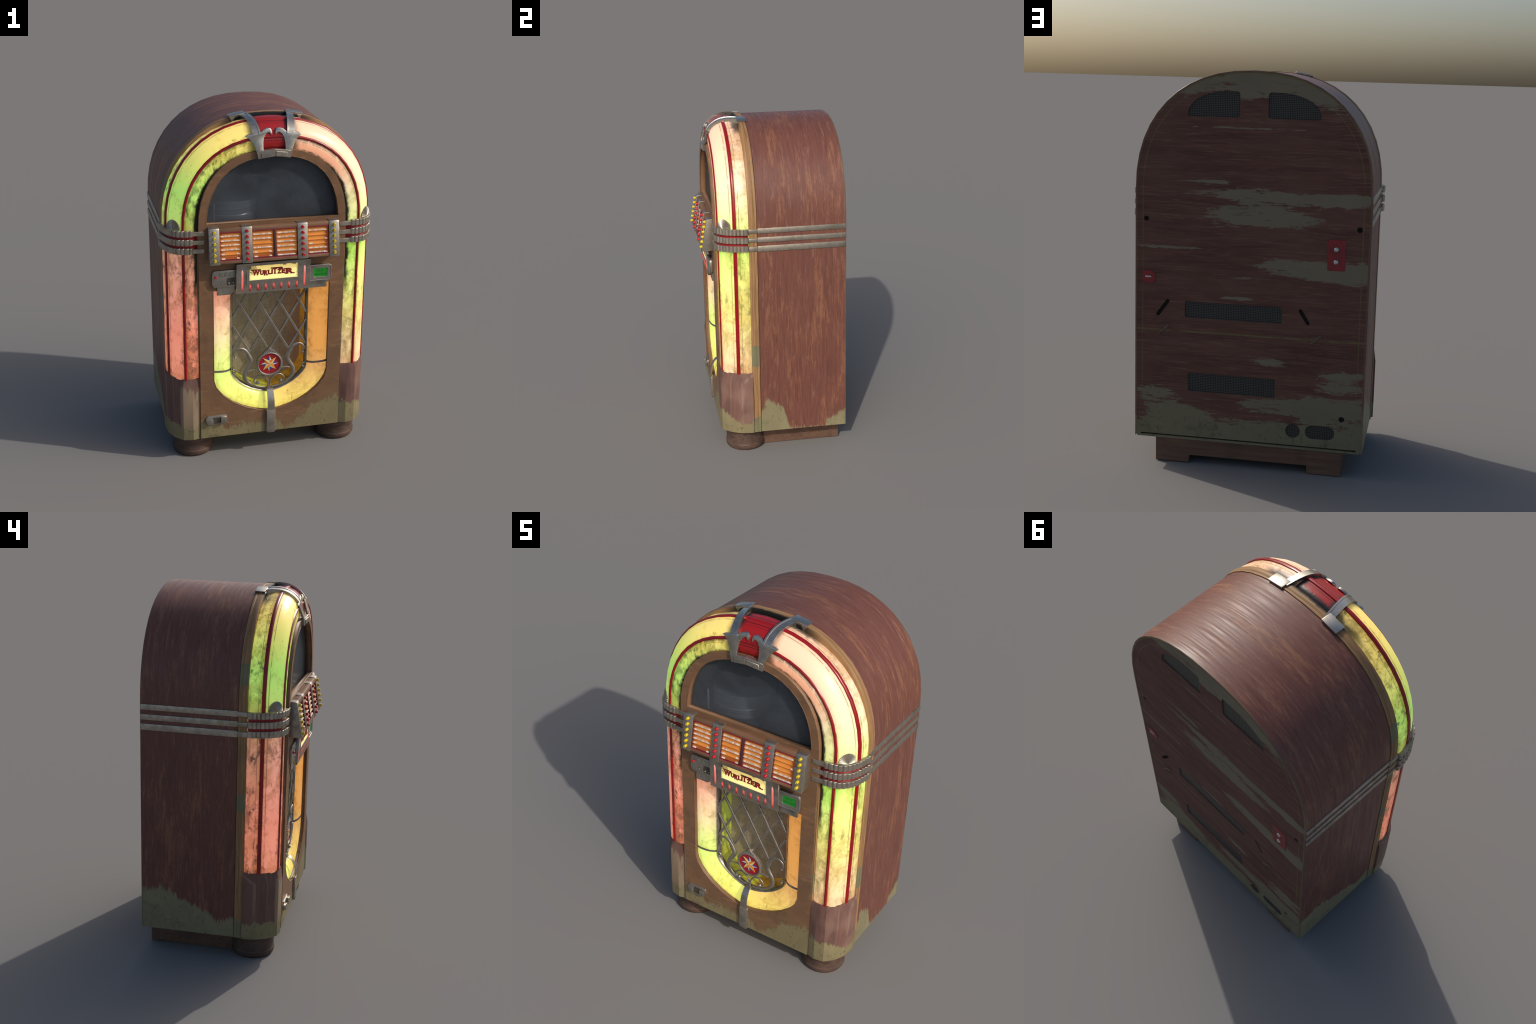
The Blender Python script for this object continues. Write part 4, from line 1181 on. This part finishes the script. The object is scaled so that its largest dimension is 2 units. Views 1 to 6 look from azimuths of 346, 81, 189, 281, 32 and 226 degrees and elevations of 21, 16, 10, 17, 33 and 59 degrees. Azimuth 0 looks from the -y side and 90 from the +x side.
# ---------------------------------------------------------------- speaker
def make_speaker():
    # convex lit tube between the outer and the inner U
    sec = [(0.0, -0.320), (0.06, -0.3245), (0.25, -0.3240), (0.5, -0.3185), (0.72, -0.3095), (0.9, -0.296), (1.0, -0.282)]
    n = 16
    o, i_ = u_curve(U_OUT, n=n), u_curve(U_IN, n=n)
    rows = [[(a[0] + (b[0] - a[0]) * f, y, a[1] + (b[1] - a[1]) * f) for f, y in sec] for a, b in zip(o, i_)]
    tube = add('speaker_tube', grid(rows), M['utube'], smooth=50)
    # grey joint rings on both legs
    for sx in (-1, 1):
        P = []
        for f, y in sec:
            a0 = (sx * U_OUT['a'], 0.552 - 0.0)
            b0 = (sx * U_IN['a'], 0.536)
            P.append((a0[0] + (b0[0] - a0[0]) * f, y - 0.0008, a0[1] + (b0[1] - a0[1]) * f))
        rows = []
        for p in P:
            rows.append([(p[0], p[1] - 0.0022, p[2] + 0.0062), (p[0], p[1] - 0.0022, p[2] - 0.0062), (p[0], p[1] + 0.003, p[2] - 0.0062), (p[0], p[1] + 0.003, p[2] + 0.0062)])
        add('joint_ring', grid(rows, close_u=True, caps=True), M['lattice'], tube, smooth=40)
    # inner wall running back to the cloth
    rows = [[(x, y, z) for x, z in u_curve(U_IN, n=n, inset=g)] for y, g in ((-0.284, 0.004), (-0.22, 0.006), (-0.16, 0.012))]
    add('inner_wall', grid(rows), M['inner'], tube, smooth=50)
    cl = u_curve(U_IN, n=n)
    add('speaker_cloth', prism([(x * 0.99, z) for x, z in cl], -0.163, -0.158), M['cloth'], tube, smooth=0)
    # grille frame: a flat metal band with a rounded lip
    rows = []
    for a, b in zip(u_curve(U_IN, n=n), u_curve(U_IN, n=n, inset=0.013)):
        def L(f): return (a[0] + (b[0] - a[0]) * f, a[1] + (b[1] - a[1]) * f)
        row = []
        for f, y in ((0.0, -0.270), (0.0, -0.288), (0.2, -0.294), (0.55, -0.292), (0.75, -0.286), (1.0, -0.282), (1.0, -0.262)):
            x, z = L(f)
            row.append((x, y, z))
        rows.append(row)
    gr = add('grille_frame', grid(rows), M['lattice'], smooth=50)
    # diagonal lattice
    segs = []
    for sgn in (1, -1):
        for k in range(-4, 5):
            x0 = k * 0.1145          # x at z = 0.833
            zlo, zhi = 0.638, 1.06
            pts = []
            for z in [zlo + (zhi - zlo) * i / 200 for i in range(201)]:
                x = x0 - sgn * 0.573 * (z - 0.833)
                if abs(x) <= 0.216:
                    pts.append((x, z))
            if len(pts) > 8:
                segs.append((sgn, pts[0], pts[-1]))
    for sgn, (xa, za), (xb, zb) in segs:
        dirv = Vector((xb - xa, zb - za)).normalized()
        nx, nz = -dirv.y * 0.0066, dirv.x * 0.0066
        yf = -0.2925 if sgn > 0 else -0.2912
        me = prism([(xa + nx, za + nz), (xb + nx, zb + nz), (xb - nx, zb - nz), (xa - nx, za - nz)], yf, yf + 0.011)
        add('lattice_bar', bevel_mesh(me, 0.0015, 1), M['lattice'], gr)
    # S-scrolls, curls and links
    S_big = [(0.196, 0.606), (0.205, 0.618), (0.2055, 0.640), (0.190, 0.656), (0.170, 0.661), (0.142, 0.648), (0.123, 0.617), (0.108, 0.578),
             (0.122, 0.546), (0.142, 0.512), (0.145, 0.474), (0.128, 0.444), (0.094, 0.418), (0.056, 0.403), (0.014, 0.396)]
    W_big = [0.0055, 0.005, 0.006, 0.0065, 0.0075, 0.0095, 0.0125, 0.0145, 0.013, 0.0125, 0.0125, 0.0095, 0.0070, 0.006, 0.006]
    S_small = [(0.003, 0.400), (0.004, 0.416), (0.006, 0.440), (0.024, 0.467), (0.045, 0.478), (0.066, 0.478), (0.086, 0.462), (0.0895, 0.445), (0.081, 0.434), (0.068, 0.432)]
    for sx in (-1, 1):
        pw = smooth_path([(x, z, w) for (x, z), w in zip(S_big, W_big)], 5)
        add('scroll', rod_mesh([(sx * x, -0.291, z) for x, z, w in pw], [w for *_, w in pw], 10, 0.55), M['lattice'], gr, smooth=60)
        add('scroll_end', rod_mesh([(sx * 0.197, -0.291, 0.606), (sx * 0.202, -0.292, 0.601), (sx * 0.206, -0.291, 0.598)], [0.004, 0.007, 0.003], 8), M['lattice'], gr)
        pw = smooth_path(S_small, 5)
        add('small_scroll', rod_mesh([(sx * x, -0.296, z) for x, z in pw], 0.0046, 8), M['lattice'], gr, smooth=60)
        add('scroll_bead', lathe_mesh([(0.001, -0.011), (0.008, -0.009), (0.0118, -0.003), (0.0118, 0.003), (0.008, 0.009), (0.001, 0.011)], 14, 'y'), M['lattice'], gr, loc=(sx * 0.068, -0.297, 0.436))
        pl_ = smooth_path([(0.074, 0.520), (0.096, 0.523), (0.122, 0.516)], 4)
        add('badge_link', rod_mesh([(sx * x, -0.297, z) for x, z in pl_], 0.0042, 8), M['lattice'], gr)
        add('frame_curl', rod_mesh([(sx * x, -0.289, z) for x, z in smooth_path([(0.214, 0.535), (0.203, 0.530), (0.198, 0.518), (0.205, 0.508), (0.212, 0.512)], 4)], 0.0052, 8), M['lattice'], gr)
    # round badge with a beaded rim and an eight-pointed star
    bx, bz, by = 0.0, 0.5545, -0.300
    badge = add('badge', lathe_mesh([(0.0005, -0.3015), (0.066, -0.3015), (0.066, -0.296), (0.066, -0.288)], 40, 'y', caps=False), M['badge'], loc=(bx, 0, bz))
    add('badge_rim', lathe_mesh([(0.064, -0.298), (0.0655, -0.3065), (0.069, -0.3085), (0.074, -0.306), (0.0765, -0.298), (0.0765, -0.286), (0.062, -0.284)], 44, 'y', caps=False), M['lattice'], badge, loc=(0, 0, 0))
    bead = lathe_mesh([(0.0005, -0.0042), (0.003, -0.003), (0.0042, 0.0), (0.003, 0.003), (0.0005, 0.0042)], 8, 'y')
    beads = []
    for k in range(44):
        a = 2 * pi * k / 44
        c = bead.copy()
        for v in c.vertices:
            v.co += Vector((0.0755 * math.cos(a), -0.303, 0.0755 * math.sin(a)))
        beads.append(c)
    bo = add('rim_beads', join(beads), M['lattice'], badge)
    bo['kind'] = 'stuff'
    # peaked leaf ornament on top of the badge
    orn = [(-0.044, 0.617), (-0.030, 0.634), (-0.012, 0.645), (-0.004, 0.656), (0.0, 0.661), (0.004, 0.656), (0.012, 0.645), (0.030, 0.634), (0.044, 0.617), (0.022, 0.628), (0.0, 0.627), (-0.022, 0.628)]
    add('badge_crest', bevel_mesh(prism([(x, z - bz) for x, z in orn], -0.304, -0.287), 0.002, 2), M['lattice'], badge)
    def star(r_out, r_in, a0, mats, name, ylift):
        for k in range(4):
            a = a0 + k * pi / 2
            tip = (r_out * math.cos(a), r_out * math.sin(a))
            for s, mt in ((1, mats[0]), (-1, mats[1])):
                w = (r_in * math.cos(a + s * pi / 4), r_in * math.sin(a + s * pi / 4))
                v = [(0, -0.3045 - ylift, 0), (tip[0], -0.3022 - ylift, tip[1]), (w[0], -0.3022 - ylift, w[1]), (0, -0.3015, 0), (tip[0], -0.3015, tip[1]), (w[0], -0.3015, w[1])]
                add(name, mesh_of(v, [(0, 1, 2), (3, 4, 5), (0, 1, 4, 3), (1, 2, 5, 4), (2, 0, 3, 5)]), mt, badge, smooth=0)
    star(0.0515, 0.021, 0.0, (M['blue'], M['white']), 'star_point', 0.0)
    star(0.0545, 0.019, pi / 4, (M['orange'], M['cream']), 'star_ray', 0.0014)
    # nickel strap arching over the tube and down the panel
    prof = smooth_path([(-0.292, 0.402), (-0.310, 0.4025), (-0.328, 0.390), (-0.345, 0.362), (-0.355, 0.332), (-0.3575, 0.300), (-0.3575, 0.274)], 4)
    rows = []
    for i, (y, z) in enumerate(prof):
        w = 0.0185 + 0.0035 * i / len(prof)
        y2, z2 = prof[min(i + 1, len(prof) - 1)]
        y1, z1 = prof[max(i - 1, 0)]
        t = Vector((y2 - y1, z2 - z1)).normalized()
        ny, nz = -t.y * -1, t.x * -1
        rows.append([(-w, y, z), (w, y, z), (w, y + 0.006 * abs(ny), z - 0.006 * (1 - abs(ny))), (-w, y + 0.006 * abs(ny), z - 0.006 * (1 - abs(ny)))])
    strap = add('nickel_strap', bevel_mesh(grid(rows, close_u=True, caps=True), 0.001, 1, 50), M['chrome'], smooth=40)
    foot = [(-0.0265, 0.276), (-0.020, 0.279), (0.020, 0.279), (0.0265, 0.276), (0.0265, 0.140), (0.018, 0.131), (-0.018, 0.131), (-0.0265, 0.140)]
    add('strap_tail', bevel_mesh(prism(foot, -0.3585, -0.342), 0.0018, 2), M['metal'], strap)

def make_coin_return():
    """Low plate with a darker flat cup plate between two raised blocks, near the left foot."""
    base = [(-0.386, 0.262), (-0.374, 0.279), (-0.268, 0.281), (-0.262, 0.272), (-0.262, 0.238), (-0.272, 0.232), (-0.310, 0.222), (-0.345, 0.220), (-0.375, 0.228), (-0.386, 0.242)]
    cr = add('coin_return', bevel_mesh(prism(base, -0.3515, -0.342), 0.0015, 2), M['metal'])
    add('return_block', bevel_mesh(prism([(-0.386, 0.262), (-0.344, 0.262), (-0.344, 0.230), (-0.372, 0.230), (-0.386, 0.245)], lambda x, z: -0.366 + 0.008 * max(0, (-x - 0.372) / 0.014), -0.350), 0.0015, 2), M['metal'], cr)
    add('return_block', bevel_mesh(prism([(-0.299, 0.270), (-0.263, 0.270), (-0.263, 0.236), (-0.299, 0.232)], -0.366, -0.350), 0.0015, 2), M['chrome'], cr)
    add('return_cup', bevel_mesh(prism([(-0.343, 0.266), (-0.300, 0.268), (-0.300, 0.230), (-0.343, 0.228)], -0.3545, -0.350), 0.001, 1), mat_flat('dull_cup', C(92, 90, 78), 0.5, 0.4, vary=0.3), cr)  # cup plate in a plain darker tone

# ---------------------------------------------------------------- crown clasps
def make_clasps():
    def front_y(x, z):
        f = (z - 1.832) / (1.92 - 1.832)
        return -0.3575 + 0.0265 * max(-0.2, min(1.4, f))
    half = [(-0.058, 1.826), (-0.0600, 1.850), (-0.0590, 1.876), (-0.0545, 1.898), (-0.044, 1.916), (-0.032, 1.9255), (-0.024, 1.9260), (-0.017, 1.919), (-0.0105, 1.914), (-0.0085, 1.925), (-0.012, 1.940),
            (-0.021, 1.948), (-0.036, 1.948), (-0.054, 1.941), (-0.068, 1.930), (-0.074, 1.928), (-0.112, 1.9265), (-0.118, 1.921), (-0.136, 1.920), (-0.156, 1.9115),
            (-0.142, 1.903), (-0.126, 1.890), (-0.113, 1.874), (-0.104, 1.852), (-0.097, 1.826)]
    for s in (1, -1):
        pts = [(x * s, z) for x, z in (half if s > 0 else half[::-1])]
        cl = add('crown_clasp', bevel_mesh(prism(pts, front_y, lambda x, z: front_y(x, z) + 0.013), 0.0020, 2), M['chrome'])
        # strap that climbs over the tube towards the back
        prof = smooth_path([(-0.3345, 1.918, -0.0935), (-0.3235, 1.939, -0.096), (-0.300, 1.963, -0.101), (-0.270, 1.982, -0.107), (-0.234, 1.9935, -0.114), (-0.194, 1.9975, -0.121), (-0.158, 1.9965, -0.127), (-0.130, 1.9950, -0.131)], 4)
        rows = []
        for i, (y, z, cx) in enumerate(prof):
            f = i / (len(prof) - 1)
            w = 0.0225 - 0.005 * f
            a, b = prof[max(i - 1, 0)], prof[min(i + 1, len(prof) - 1)]
            t = Vector((b[0] - a[0], b[1] - a[1])).normalized()
            n = Vector((-t.y, t.x))          # outward
            tilt = 0.008 * f + 0.002          # outer edge sits lower on the arch
            row = []
            for u, h in ((-1, -0.045), (-1, 0.0), (0.55, 0.0), (0.62, 0.003), (1, 0.003), (1, -0.045)):
                hh = h - tilt * (1 - u) / 2 - 0.001
                row.append((s * (cx + u * w), y + n.x * hh, z + n.y * hh))
            rows.append(row)
        add('clasp_strap', grid(rows, close_u=True, caps=True), M['chrome'], cl, smooth=35)
        # clip gripping the edge moulding
        v = []
        for x, zt in ((-0.206, 1.981), (-0.119, 1.9975)):
            for y, dz in ((-0.158, 0.0), (-0.104, 0.0015)):
                v.append((s * x, y, zt + dz))
                v.append((s * (x + (0.010 if x < -0.2 else 0)), y, zt + dz - 0.014))
        me = mesh_of(v, [(0, 1, 3, 2), (4, 6, 7, 5), (0, 4, 5, 1), (2, 3, 7, 6), (0, 2, 6, 4), (1, 5, 7, 3)])
        add('clasp_clip', bevel_mesh(me, 0.002, 2), M['chrome'], cl)
        wedge = [(-0.201, 1.972), (-0.172, 1.977), (-0.178, 1.963), (-0.183, 1.945), (-0.190, 1.945), (-0.195, 1.962)]
        wp = [(x * s, z) for x, z in (wedge if s > 0 else wedge[::-1])]
        add('clip_tooth', bevel_mesh(prism(wp, -0.1600, -0.146), 0.0015, 1), M['chrome'], cl)
        # bridge under the clasps: half of a chevron bar with a raised block
        bar = [(-0.0885, 1.791), (0.0, 1.8045), (0.0, 1.8430), (-0.058, 1.836), (-0.097, 1.830)]
        def bar_y(x, z): return -0.3585 - 0.0075 * (1 - abs(x) / 0.09)
        bp = [(x * s, z) for x, z in (bar if s > 0 else bar[::-1])]
        br = add('clasp_bridge', bevel_mesh(prism(bp, bar_y, -0.338), 0.0012, 1), M['metal'])
        blk = [(-0.070, 1.7985), (-0.006, 1.8085), (-0.006, 1.8320), (-0.070, 1.8235)]
        bk = [(x * s, z) for x, z in (blk if s > 0 else blk[::-1])]
        add('bridge_block', bevel_mesh(prism(bk, lambda x, z: bar_y(x, z) - 0.004, -0.350), 0.0012, 1), M['metal'], br)

make_cabinet()
make_back()
make_base()
make_tubes()
make_caps()
make_bands()
make_front()
make_selector()
make_sign()
make_speaker()
make_coin_return()
make_clasps()
